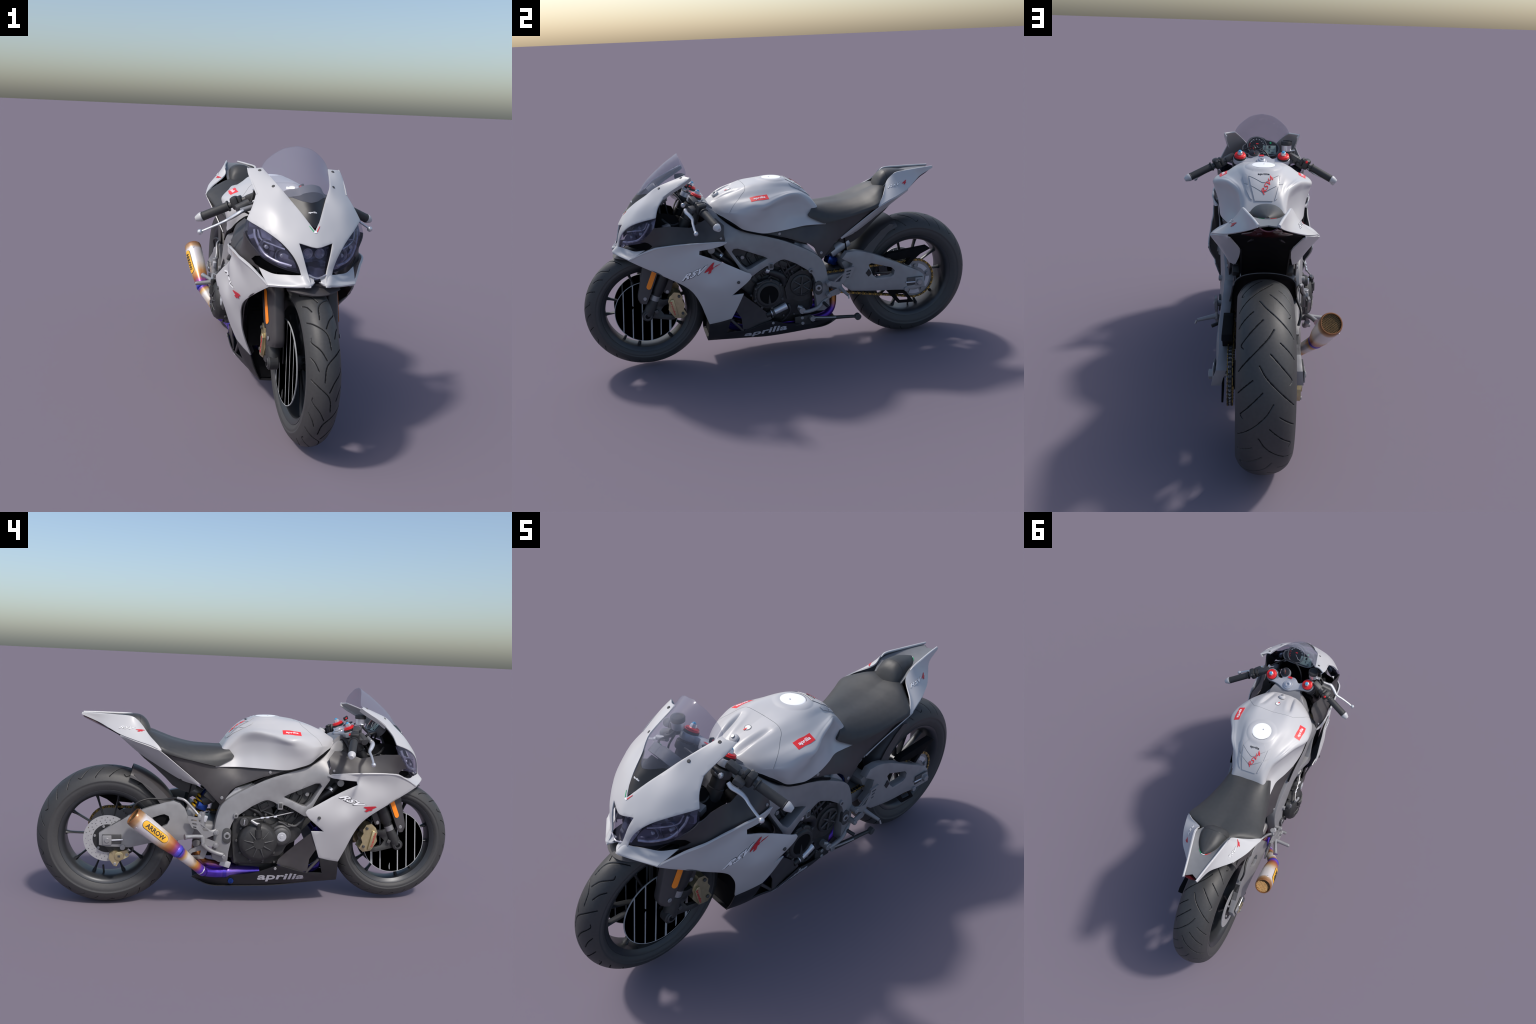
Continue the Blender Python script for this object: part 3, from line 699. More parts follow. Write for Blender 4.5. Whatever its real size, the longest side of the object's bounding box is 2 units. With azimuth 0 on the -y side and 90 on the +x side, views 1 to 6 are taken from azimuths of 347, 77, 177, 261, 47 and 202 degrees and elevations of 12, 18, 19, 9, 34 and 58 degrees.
# knee pad plates on the rear slope with lettering
npad = Vector((0, .8, .6)).normalized(); upad = Vector((0, -.6, .8)).normalized()
def pad(poly): return drawn('tank_pad', [(1.28 * a, 1.2 * b + .004) for a, b in poly], (0, .085, .862), (-1, 0, 0), upad, npad, tank, M_WHITE, tank, .0028, .008)
P0 = [(-.032, .052), (.030, .052), (.047, .028), (.004, -.006), (-.006, -.006), (-.047, .024)]
pad(P0)
pad([(-.046, .020), (-.006, -.010), (.004, -.010), (.046, .024), (.040, -.018), (.004, -.042), (-.006, -.042), (-.040, -.018)])
pad([(-.039, -.022), (-.006, -.046), (.004, -.046), (.039, -.022), (.028, -.075), (-.028, -.075)])
for s in (1, -1):
    pad([(s * .052, .030), (s * .060, .04), (s * .066, .026), (s * .062, -.002), (s * .048, -.012)])
    pad([(s * .046, -.018), (s * .061, -.006), (s * .054, -.034), (s * .042, -.066), (s * .034, -.072)])
lettering('lettering', 'aprilia', .048, (0, .053, .886), (-1, 0, 0), upad, npad, tank, M_INK, tank, .013, 0, .012, .0042, .01)
d = Vector((-.45, 0, 0)) + upad * .9; d.normalize()
lettering('lettering', 'RSV4', .095, Vector((-.014, .085, .862)) - upad * .014, d, d.cross(npad) * -1, npad, tank, M_REDP, tank, .02, .5, 0, .0046, .008)
# round crest and lock on the front of the tank
cn = Vector((0, -.3, 1)).normalized()
th = lambda r, n=28: [(r * math.cos(a), r * math.sin(a)) for a in np.linspace(0, 2 * pi, n, endpoint=False)]
drawn('crest', th(.0135), (0, -.262, .868), (-1, 0, 0), (0, 1, .3), cn, tank, M_LINE, tank, .0012, .006)
drawn('crest', th(.0105), (0, -.262, .868), (-1, 0, 0), (0, 1, .3), cn, tank, M_WHITEP, tank, .0020, .006)
drawn('crest', [(-.002, -.003), (.004, 0), (.006, .012), (.001, .012)], (0, -.268, .868), (-1, 0, 0), (0, -1, -.3), cn, tank, M_REDP, tank, .0026, .006)
turned('tank_latch', [(0, .018), (.008, .017), (.012, .012), (.013, .004)], (0, -.322, .838), (0, -.36, .905), M_WHITE, tank, 24); cyl('latch_screw', (0, -.3285, .85), (0, -.3305, .8535), .007, M_ALU, tank, 14)

# ------------------------------------------------------------------ seat and back bolster
SEAT = [
 [(0, 0.15, 0.745), (0.04, 0.149, 0.746), (0.071, 0.142, 0.746), (0.09, 0.126, 0.735), (0.094, 0.112, 0.715), (0.103, 0.14, 0.697), (0.118, 0.188, 0.674)],
 [(0, 0.22, 0.748), (0.05, 0.22, 0.748), (0.082, 0.216, 0.738), (0.104, 0.21, 0.722), (0.116, 0.203, 0.703), (0.122, 0.21, 0.69), (0.126, 0.22, 0.68)],
 [(0, 0.3, 0.752), (0.06, 0.3, 0.752), (0.099, 0.3, 0.742), (0.126, 0.3, 0.726), (0.14, 0.3, 0.71), (0.144, 0.3, 0.703), (0.145, 0.3, 0.699)],
 [(0, 0.38, 0.768), (0.065, 0.38, 0.769), (0.11, 0.38, 0.76), (0.143, 0.38, 0.746), (0.16, 0.38, 0.733), (0.164, 0.38, 0.728), (0.164, 0.38, 0.723)],
 [(0, 0.44, 0.787), (0.06, 0.44, 0.79), (0.113, 0.44, 0.782), (0.15, 0.44, 0.769), (0.174, 0.44, 0.756), (0.178, 0.44, 0.752), (0.177, 0.44, 0.747)],
 [(0, 0.487, 0.803), (0.05, 0.487, 0.808), (0.09, 0.484, 0.803), (0.12, 0.478, 0.789), (0.141, 0.472, 0.776), (0.149, 0.466, 0.769), (0.15, 0.46, 0.76)],
 [(0, 0.52, 0.806), (0.045, 0.52, 0.813), (0.07, 0.515, 0.807), (0.09, 0.507, 0.794), (0.106, 0.498, 0.782), (0.114, 0.49, 0.775), (0.118, 0.485, 0.765)],
]
S = grid_surface(SEAT, 10, 8); full = np.concatenate([S[:, :0:-1] * V(-1, 1, 1), S], 1)
v3, f3 = shell(full.reshape(-1, 3), [tuple(reversed(f)) for f in grid_faces(*full.shape[:2])], .012)
seat = from_data('seat', v3, f3, M_SEAT, BIKE, 50)
HUMP = []
for (y, w, zt, zb) in [(.494, .034, .815, .795), (.501, .049, .838, .795), (.513, .056, .862, .798), (.535, .059, .881, .803), (.561, .059, .887, .812), (.60, .048, .885, .832), (.635, .025, .879, .852), (.657, .004, .874, .862)]:
    HUMP.append([(w * math.sin(a) ** .8 if a < pi / 2 else w, y, zb + (zt - zb) * max(0, math.cos(a)) ** .75) for a in np.linspace(0, pi / 2, 7)])
S = grid_surface(HUMP, 8, 6); full = np.concatenate([S[:, :0:-1] * V(-1, 1, 1), S], 1)
v3, f3 = shell(full.reshape(-1, 3), [tuple(reversed(f)) for f in grid_faces(*full.shape[:2])], .006)
hump = from_data('seat_bolster', v3, f3, M_SEAT, BIKE, 60)
seam('seat_piping', [(-.062, .535, .83), (-.05, .538, .872), (0, .54, .9), (.05, .538, .872), (.062, .535, .83)], (0, -.1, 1), hump, M_BLACK, hump, .003)

# ------------------------------------------------------------------ tail
TOP = [(.187, .441, .754), (.152, .478, .790), (.086, .523, .836), (.079, .556, .872), (.0775, .583, .885), (.062, .655, .888), (.046, .725, .890), (.031, .797, .891)]
CRE = [(.189, .443, .747), (.184, .470, .759), (.176, .500, .770), (.158, .555, .786), (.125, .622, .807), (.083, .675, .831), (.050, .722, .854), (.032, .798, .884)]
MIDT = [tuple(V(*a) * .55 + V(*b) * .45 + V(-.002 * k, 0, -.001 * k)) for a, b, k in zip(TOP, CRE, (0, 0, .3, 1, 1, .9, .5, 0))]
tail, tail2 = patch('tail_cowl', [TOP, MIDT, CRE], M_WHITE, BIKE, 8, 10, .005, True)
LOW1 = [(.130, .268, .595), (.158, .355, .671), (.189, .443, .747), (.184, .470, .759), (.176, .500, .770), (.158, .555, .786), (.125, .622, .807)]
LOW2 = [(.120, .277, .588), (.106, .345, .607), (.095, .430, .655), (.090, .470, .680), (.087, .510, .705), (.088, .555, .738), (.119, .618, .798)]
mid = [tuple((V(*a) + V(*b)) / 2 + V(.003, 0, -.002)) for a, b in zip(LOW1, LOW2)]
tl, tl2 = patch('tail_side', [LOW1, mid, LOW2], M_WHITE, BIKE, 6, 10, .004, True)
for s in (1, -1):
    tube('fin_edge', [(s * a[0], a[1], a[2] - .001) for a in TOP[3:]], [.003, .0045, .005, .005, .0045], M_WHITE, BIKE, 10)
    prism('tail_slot_strip', [(.405, .690), (.435, .716), (.437, .713), (.407, .687)], s * .150, s * .12, M_LINE, BIKE, bev=0)  # grey strip drawn for a slot, the tail side stays uncut
    box('turn_signal_plug', (s * .104, .345, .615), (.016, .012, .026), M_BLACK, BIKE, (.6, 0, 0))
    tt, tm = (tail, 1) if s > 0 else (tail2, -1)
    n = Vector((s * .75, .25, .6)).normalized(); r = Vector((0, 1, .22)) * s; r = (r - n * r.dot(n)).normalized(); u = n.cross(r)
    cc = Vector((s * .115, .575, .835))
    lettering('lettering', 'RSV', .072, cc - r * .02, r, u, n, tt, M_INK, BIKE, .016, .5, .02, .0008, .01)
    lettering('lettering', 'RSV', .070, cc - r * .02, r, u, n, tt, M_WHITEP, BIKE, .014, .5, 0, .0018, .01)
    lettering('lettering', '4', .034, cc + r * .036, r, u, n, tt, M_DRED, BIKE, .022, .5, .02, .0018, .01)
panel('tail_deck', [(0, .50), (.07, .50), (.080, .556), (.074, .59), (.060, .655), (.044, .725), (.028, .786), (0, .770)], [(0, .50, .80), (.07, .51, .815), (0, .60, .845), (0, .65, .868), (0, .77, .884), (.077, .556, .862), (.074, .59, .874), (.058, .655, .880), (.027, .786, .885)], 2, M_DECK, BIKE, .004, .014, (), False, 1, whole=True)
deck = bpy.data.objects['tail_deck']
for (x0, x1, m_) in ((.004, .022, M_GREEN), (-.009, .009, M_WHITEP), (-.022, -.004, M_REDP)):
    f_ = lambda x: .660 - 22 * x * x
    pts = [(x, f_(x)) for x in np.linspace(x0, x1, 6)] + [(x, f_(x) + .004) for x in np.linspace(x1, x0, 6)]
    if m_ is not M_WHITEP: pts = [(x, f_(x)) for x in np.linspace(.009 * np.sign(x0 + x1), .03 * np.sign(x0 + x1), 6)] + [(x, f_(x) + .004 - .0035 * abs(abs(x) - .009) / .021) for x in np.linspace(.03 * np.sign(x0 + x1), .009 * np.sign(x0 + x1), 6)]
    drawn('tricolour', pts, (0, 0, .88), (1, 0, 0), (0, 1, 0), (0, 0, 1), deck, m_, BIKE, .0022, .006)
# under-tail: lamp and black tray
U = [(.792, .027, .876), (.755, .042, .858), (.722, .050, .842), (.675, .082, .822), (.622, .116, .797), (.58, .100, .762), (.548, .086, .728), (.519, .084, .700), (.466, .083, .656), (.42, .083, .612), (.386, .083, .576), (.35, .082, .556), (.31, .082, .543)]
def under(rows, dz): return [[(w * t, y, z + dz * (1 - t * t) + .003) for t in (-1, -.6, -.2, .2, .6, 1)] for (y, w, z) in rows]
patch('tail_lamp', under(U[:4], -.010), M_TAILR, BIKE, 6, 5, .004, False, False)
patch('under_tail_tray', under(U[3:], .004), M_VOID, BIKE, 6, 5, .004, False, False)
prism('tray_wall', [(.555, .735), (.519, .699), (.466, .655), (.42, .611), (.386, .575), (.35, .555), (.31, .541), (.28, .56), (.27, .61), (.36, .645), (.45, .70)], .086, .082, M_BLACK, BIKE, bev=0, mirror=True)
tube('tray_rib', [(-.045, .60, .786), (-.07, .56, .760), (-.03, .545, .752), (.03, .545, .752), (.07, .56, .760), (.045, .60, .786)], .005, M_BLACK, BIKE, 10)
patch('rear_splash_guard', [[(t * .095, .30, .60) for t in (-1, 0, 1)], [(t * .09, .315, .52) for t in (-1, 0, 1)], [(t * .085, .33, .44) for t in (-1, 0, 1)]], M_VOID, BIKE, 4, 4, .005, False)
patch('seat_base', [[(t * .10, .14, .66) for t in (-1, 0, 1)], [(t * .12, .26, .66) for t in (-1, 0, 1)], [(t * .155, .42, .735) for t in (-1, 0, 1)], [(t * .13, .50, .77) for t in (-1, 0, 1)]], M_VOID, BIKE, 4, 4, .005, False)

# ------------------------------------------------------------------ sub-frame covers (dark), main frame (grey)
panel('sub_frame_cover', [(-.140, .672), (-.045, .679), (.10, .679), (.191, .678), (.278, .708), (.36, .735), (.437, .760), (.436, .744), (.35, .67), (.27, .597), (.244, .577), (.165, .493), (.150, .512), (.140, .54), (.125, .565), (.10, .585), (.05, .605), (-.022, .635), (-.1, .66)],
      [(.170, -.14, .672), (.158, -.05, .678), (.135, .02, .678), (.106, .10, .678), (.112, .16, .676), (.166, -.052, .655), (.139, .163, .531), (.135, .165, .495), (.118, .191, .676), (.130, .27, .60), (.145, .30, .69), (.172, .43, .745), (.148, .05, .61), (.135, .12, .62)], 0, M_DARK, BIKE, .005, .018, (), True, 1, False, .0015)
for s in (1, -1):
    cyl('cover_bolt', (s * .160, -.052, .658), (s * .168, -.052, .658), .0075, M_ALU, BIKE, 16); cyl('cover_bolt', (s * .136, .163, .531), (s * .143, .163, .531), .0075, M_ALU, BIKE, 16)
    prism('pillar_fill', [(.02, .60), (.10, .575), (.14, .53), (.16, .49), (.10, .53), (.05, .575)], s * .128, s * .10, M_CLAMP, BIKE, bev=.004)
FR = [(.168, .099, .455), (.172, .136, .361), (.193, -.295, .602), (.180, -.109, .545), (.178, -.049, .532), (.150, .180, .465), (.154, .19, .24), (.196, -.211, .482), (.172, -.022, .60), (.180, -.12, .645), (.172, -.22, .68), (.198, -.325, .66), (.150, -.33, .735), (.10, -.38, .79), (.085, -.41, .79)]
frame_outline = [tuple(p) for p in cr([(-.41, .803), (-.38, .803), (-.353, .787), (-.317, .748), (-.263, .706), (-.20, .682), (-.116, .655), (-.03, .622), (.055, .578), (.118, .540), (.160, .503), (.180, .46), (.192, .40), (.196, .32), (.200, .248)], 3)] + \
    [(.17, .231), (.129, .237), (.126, .283), (.116, .34), (.117, .365), (.124, .39), (.116, .415), (.105, .437), (.083, .459)] + [tuple(p) for p in cr([(.026, .500), (-.033, .529), (-.066, .525), (-.091, .512)], 4)] + \
    [(-.093, .49), (-.115, .49), (-.118, .51), (-.13, .507), (-.165, .490), (-.215, .462), (-.245, .46), (-.25, .50), (-.28, .555), (-.327, .633), (-.324, .683), (-.352, .733), (-.41, .765)]
hole = [(-.118, .547), (-.14, .560), (-.262, .614), (-.283, .615), (-.292, .602), (-.245, .527), (-.222, .507), (-.205, .509)]
fr_o = panel('frame_beam', frame_outline, FR, 0, M_FRAME, BIKE, .045, .02, [hole], True, 1, True, .005)
head = patch('steering_head', [[(t * .10, -.33, .735) for t in (-1, -.5, 0, .5, 1)], [(t * .085, -.385, .80) for t in (-1, -.5, 0, .5, 1)], [(t * .06, -.42, .80) for t in (-1, -.5, 0, .5, 1)], [(t * .06, -.47, .72) for t in (-1, -.5, 0, .5, 1)]], M_FRAME, BIKE, 4, 4, .02, False)
cyl('steering_stem', (0, -.402, .83), (0, -.46, .70), .032, M_FRAME, BIKE)
for s in (1, -1):
    prism('hole_floor', [(-.12, .548), (-.27, .618), (-.297, .604), (-.24, .507), (-.205, .505)], s * .135, s * .13, M_ENGINE2, BIKE, bev=0)
    # lower engine hanger arm shows a bright upper chamfer
    prism('engine_hanger', [(-.105, .545), (-.215, .50), (-.225, .475), (-.212, .468), (-.11, .515)], s * .178, s * .14, M_FRAME, BIKE, bev=.006)
    box('hanger_lug', (s * .176, -.104, .505), (.022, .026, .036), M_FRAME, BIKE, (0, 0, 0), .006); box('lug_pocket_plate', (s * .1865, -.104, .508), (.004, .016, .022), M_ENGINE2, BIKE, (0, 0, 0), .004)  # dark plate on the lug stands in for its pocket
    cyl('frame_bolt', (s * .160, .099, .455), (s * .178, .099, .455), .0115, M_FRAME, BIKE, 20); cyl('frame_bolt_disc', (s * .176, .099, .455), (s * .1786, .099, .455), .007, M_ENGINE2, BIKE, 6)  # dark hexagonal disc on the bolt head imitates a socket
    # dark plate shaped like the swing-arm pivot slot, no slot is cut
    cyl_o = [(.136 + .020 * math.cos(a), .361 + (.016 if math.sin(a) > 0 else -.016) + .020 * math.sin(a)) for a in np.linspace(.01, 2 * pi + .01, 28, endpoint=False)]
    prism('pivot_slot_plate', cyl_o, s * .1755, s * .16, M_ENGINE2, BIKE, bev=.002); cyl('pivot_nut', (s * .17, .136, .361), (s * .178, .136, .361), .0165, M_ALU, BIKE, 24); cyl('pivot_nut', (s * .177, .136, .361), (s * .180, .136, .361), .008, M_ENGINE, BIKE, 16)
    tube('gasket_gap_line', [(s * .083, -.366, .783), (s * .149, -.313, .755), (s * .170, -.268, .727), (s * .182, -.231, .699), (s * .185, -.18, .681), (s * .182, -.132, .667), (s * .172, -.05, .640), (s * .165, .02, .606)], .0048, M_VOID, BIKE, 8)  # black tube: gasket line, its rear end stands in for the cover gap
# dark core: filler boxes under tank and seat added against see-through, then radiator
box('core_block', (0, -.14, .68), (.22, .28, .16), M_VOID, BIKE, (.08, 0, 0), .03); box('core_block_low', (0, .06, .645), (.16, .24, .06), M_VOID, BIKE, (0, 0, 0), .02)
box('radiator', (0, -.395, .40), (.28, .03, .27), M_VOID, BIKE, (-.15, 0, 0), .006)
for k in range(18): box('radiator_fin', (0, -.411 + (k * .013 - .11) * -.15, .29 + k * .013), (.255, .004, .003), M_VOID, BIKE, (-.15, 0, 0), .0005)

# ------------------------------------------------------------------ nose fairing, lamps, windscreen
NOSE = [(0, -.763, .789), (0, -.776, .770), (0, -.796, .738), (.041, -.703, .848), (.066, -.654, .883), (.096, -.605, .921), (.125, -.477, .971), (.177, -.458, .966), (.139, -.497, .962), (.110, -.597, .917),
        (.167, -.585, .887), (.142, -.651, .857), (.208, -.632, .805), (.158, -.706, .778), (.113, -.756, .747), (.080, -.786, .710), (.055, -.803, .659), (.061, -.777, .751), (.031, -.831, .624), (.045, -.815, .635), (.08, -.735, .80), (.11, -.70, .83), (.19, -.62, .84), (.03, -.775, .765), (.05, -.80, .69)]
nose_outline = [(0, .789), (.0205, .818), (.041, .848), (.066, .883), (.096, .923), (.125, .971), (.177, .966), (.178, .945), (.1735, .915), (.169, .887), (.186, .85), (.2085, .805)] + \
    [tuple(p) for p in cr([(.2085, .804), (.158, .778), (.113, .747), (.080, .709), (.062, .675), (.055, .652)], 4)][1:] + [(.053, .622), (.045, .612), (.026, .614), (.028, .638), (.058, .750), (.05, .7485), (.018, .740), (0, .7375)]
nose = panel('nose_fairing', nose_outline, NOSE, 1, M_WHITE, BIKE, .006, .012, (), False, -1, whole=True, bev=.0018)
for s in (1, -1):
    for p in ((.139, -.497, .962), (.110, -.597, .917)):
        n = Vector((s * .35, -.55, .75)).normalized(); a = Vector((s * p[0], p[1], p[2]))
        cyl('fairing_screw', a - n * .004, a + n * .002, .0062, M_ENGINE2, BIKE, 16)
    # folded lower flange of the mirror wing
    W = [(.1775, -.458, .966), (.1785, -.49, .945), (.1735, -.545, .915), (.168, -.587, .887)]
    patch('wing_flange', [[(s * a, b, c) for a, b, c in W], [(s * (a - .012), b + .004, c - .016) for a, b, c in W]], M_WHITE, BIKE, 4, 4, .004, False, s < 0)
    # tricolour flash below the screen
    n = Vector((0, -1, .6)).normalized()
    pts = [(s * .002, -.006), (s * .007, -.004), (s * .019, .018), (s * .017, .018)]
    drawn('tricolour', pts, (0, -.763, .789), (1, 0, 0), (0, .35, .9), n, nose, M_GREEN if s < 0 else M_REDP, BIKE, .0014, .006)
drawn('tricolour', [(-.004, -.008), (.004, -.008), (.006, -.004), (0, .0), (-.006, -.004)], (0, -.763, .789), (1, 0, 0), (0, .35, .9), Vector((0, -1, .6)), nose, M_WHITEP, BIKE, .0016, .006)
# chin: pale ledge under the lamps
LIPF = [(.012, -.818, .627), (.022, -.827, .620), (.036, -.832, .617), (.07, -.812, .611), (.11, -.787, .607), (.153, -.760, .604)]
LIPB = [(.012, -.804, .640), (.024, -.806, .641), (.050, -.803, .646), (.088, -.765, .638), (.130, -.730, .634), (.170, -.688, .646)]
mid = [tuple((V(*a) + V(*b)) / 2 + V(0, -.004, -.004)) for a, b in zip(LIPF, LIPB)]
LIPU = [(a[0] * .99, a[1] + .014, a[2] - .003) for a in LIPF]
patch('chin', [LIPU, LIPF, mid, LIPB], M_WHITE, BIKE, 5, 6, .004, True, True)
# head lamps: outer lens, reflector bowls behind it
LENS = [(.207, -.634, .800), (.158, -.704, .777), (.113, -.754, .746), (.080, -.784, .709), (.055, -.801, .655), (.09, -.785, .662), (.13, -.752, .672), (.171, -.704, .692), (.20, -.665, .73), (.219, -.640, .759), (.13, -.753, .715), (.17, -.710, .74)]
lens_outline = [tuple(p) for p in cr([(.2085, .803), (.158, .777), (.113, .746), (.080, .708), (.062, .674), (.056, .652)], 4)] + [tuple(p) for p in cr([(.09, .658), (.13, .668), (.171, .690), (.200, .726), (.219, .759)], 3)]
panel('headlamp_lens', lens_outline, LENS, 1, M_LENS, BIKE, .003, .014, (), True, -1)
BOWL = [(a, b + .022 + (.014 if .09 < a < .18 else 0) - max(0, a - .17) * .3, c) for a, b, c in LENS]
panel('headlamp_bowl', [(.125 + (a - .125) * .93 - max(0, a - .17) * .12, .72 + (b - .72) * .95) for a, b in lens_outline], BOWL, 1, M_REFL, BIKE, .003, .012, (), True, -1)
for s in (1, -1):
    for (a, b, c, r) in ((.105, -.752, .700, .022), (.150, -.712, .722, .026)):
        turned('lamp_reflector', [(0, r * .45), (.002, r * .6), (.010, r * .85), (.018, r), (.020, r * 1.05), (.020, r * .98), (.012, r * .75), (.006, r * .4)], (s * a * .97, b + .032, c), (s * a * 1.06, b - .02, c), M_REFL2, BIKE, 24)
        cyl('lamp_bulb', (s * a, b + .025, c), (s * a, b + .006, c), .007, M_CLAMP, BIKE, 14)
    tube('lamp_bezel', [(s * .185, -.658, .775), (s * .182, -.674, .745), (s * .158, -.708, .70), (s * .12, -.752, .681), (s * .08, -.780, .673)], .005, M_REFL2, BIKE, 8)
    tube('lamp_bezel', [(s * .175, -.668, .776), (s * .165, -.685, .745), (s * .135, -.728, .735), (s * .10, -.757, .725)], .003, M_REFL2, BIKE, 8)
    tube('lamp_bezel', [(s * .132, -.725, .735), (s * .128, -.725, .71), (s * .135, -.72, .688)], .003, M_REFL, BIKE, 8)
SCOOP = [(.056, -.755, .652), (.09, -.725, .658), (.13, -.685, .668), (.171, -.655, .69), (.188, -.640, .671), (.168, -.650, .645), (.13, -.672, .632), (.06, -.75, .642)]
panel('lamp_scoop', [(.054, .660), (.09, .664), (.13, .674), (.172, .698), (.19, .69), (.19, .668), (.17, .644), (.13, .630), (.09, .634), (.05, .640)], SCOOP, 1, M_VOID, BIKE, .004, .015, (), True, -1)
# centre lamp
CL = [(0, -.782, .738), (.061, -.764, .751), (.03, -.80, .65), (0, -.812, .645)]
panel('centre_lamp_lens', [(0, .742), (.02, .746), (.066, .757), (.036, .635), (0, .628)], CL, 1, M_LENS, BIKE, .003, .014, (), False, -1, whole=True)
panel('centre_lamp_bowl', [(0, .742), (.02, .746), (.066, .757), (.036, .635), (0, .628)], [(a, b + .03, c) for a, b, c in CL] + [(0, -.735, .69)], 1, M_REFL, BIKE, .003, .012, (), False, -1, whole=True)
for s in (1, -1): turned('lamp_reflector', [(0, .008), (.004, .012), (.012, .017), (.014, .018), (.014, .0165), (.006, .01)], (s * .021, -.745, .712), (s * .022, -.8, .708), M_REFL2, BIKE, 22)
tube('centre_lamp_sill', [(-.03, -.812, .650), (0, -.818, .640), (.03, -.812, .650)], .003, M_REFL2, BIKE, 8)
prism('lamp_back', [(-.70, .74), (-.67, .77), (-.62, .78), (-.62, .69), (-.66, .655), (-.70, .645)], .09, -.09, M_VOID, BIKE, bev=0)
# windscreen: clear bubble, black at the foot
SCREEN = [(0, -.753, .801), (0, -.719, .852), (0, -.692, .880), (0, -.652, .931), (0, -.603, .975), (0, -.555, 1.013), (0, -.494, 1.052), (.041, -.698, .848), (.066, -.649, .883), (.096, -.600, .921), (.127, -.474, .971), (.05, -.492, 1.042), (.09, -.486, 1.014), (.115, -.478, .988)]
panel('windscreen', [(0, .874), (.03, .878), (.055, .886), (.068, .886), (.098, .924), (.127, .972)] + [tuple(p) for p in cr([(.124, .978), (.112, .997), (.088, 1.020), (.05, 1.043), (0, 1.053)], 4)], SCREEN, 1, M_GLASS, BIKE, .003, .014, (), False, -1, whole=True)
foot = panel('windscreen_foot', [(0, .796), (.0205, .815), (.041, .846), (.066, .882), (.068, .8855), (.055, .8855), (.03, .8775), (0, .8735)], SCREEN, 1, M_BLACK, BIKE, .003, .012, (), False, -1, whole=True)
lettering('lettering', 'aprilia', .030, (0, -.721, .843), (1, 0, 0), (0, .5, .86), (0, -.86, .5), foot, M_WHITEP, BIKE, .008, 0, .012, .0012, .01)

# ------------------------------------------------------------------ side fairing
SIDE = [(.153, -.762, .603), (.180, -.718, .630), (.199, -.682, .648), (.225, -.637, .668), (.231, -.58, .672), (.232, -.5, .673), (.230, -.42, .670), (.216, -.347, .664), (.204, -.313, .654), (.222, -.446, .634),
        (.228, -.40, .460), (.220, -.47, .50), (.221, -.40, .53), (.208, -.58, .555), (.216, -.57, .630), (.219, -.5, .634), (.203, -.655, .625), (.163, -.728, .581), (.181, -.647, .534), (.191, -.575, .488), (.187, -.513, .442), (.179, -.48, .398), (.171, -.455, .350), (.153, -.433, .292), (.125, -.411, .224),
        (.228, -.45, .618), (.232, -.348, .570), (.236, -.284, .539), (.240, -.218, .500), (.238, -.276, .465), (.217, -.308, .395), (.212, -.249, .394), (.163, -.305, .256)]
side_outline = [(-.766, .602)] + [tuple(p) for p in cr([(-.762, .606), (-.70, .643), (-.665, .661), (-.634, .671), (-.56, .6745), (-.49, .6735), (-.40, .6685), (-.34, .663), (-.316, .657)], 3)] + [(-.313, .653), (-.335, .645), (-.39, .639), (-.446, .634), (-.450, .618), (-.33, .561), (-.235, .509), (-.218, .502), (-.211, .489), (-.218, .474), (-.236, .455), (-.308, .394), (-.249, .393), (-.265, .352), (-.305, .254), (-.36, .236), (-.411, .223)] + \
    [tuple(p) for p in cr([(-.413, .228), (-.433, .292), (-.452, .352), (-.475, .402), (-.505, .443), (-.56, .486), (-.645, .535), (-.718, .574), (-.764, .599)], 4)]
sf = panel('side_fairing', side_outline, SIDE, 0, M_WHITE, BIKE, .005, .014, (), True, 1, bev=.0018)
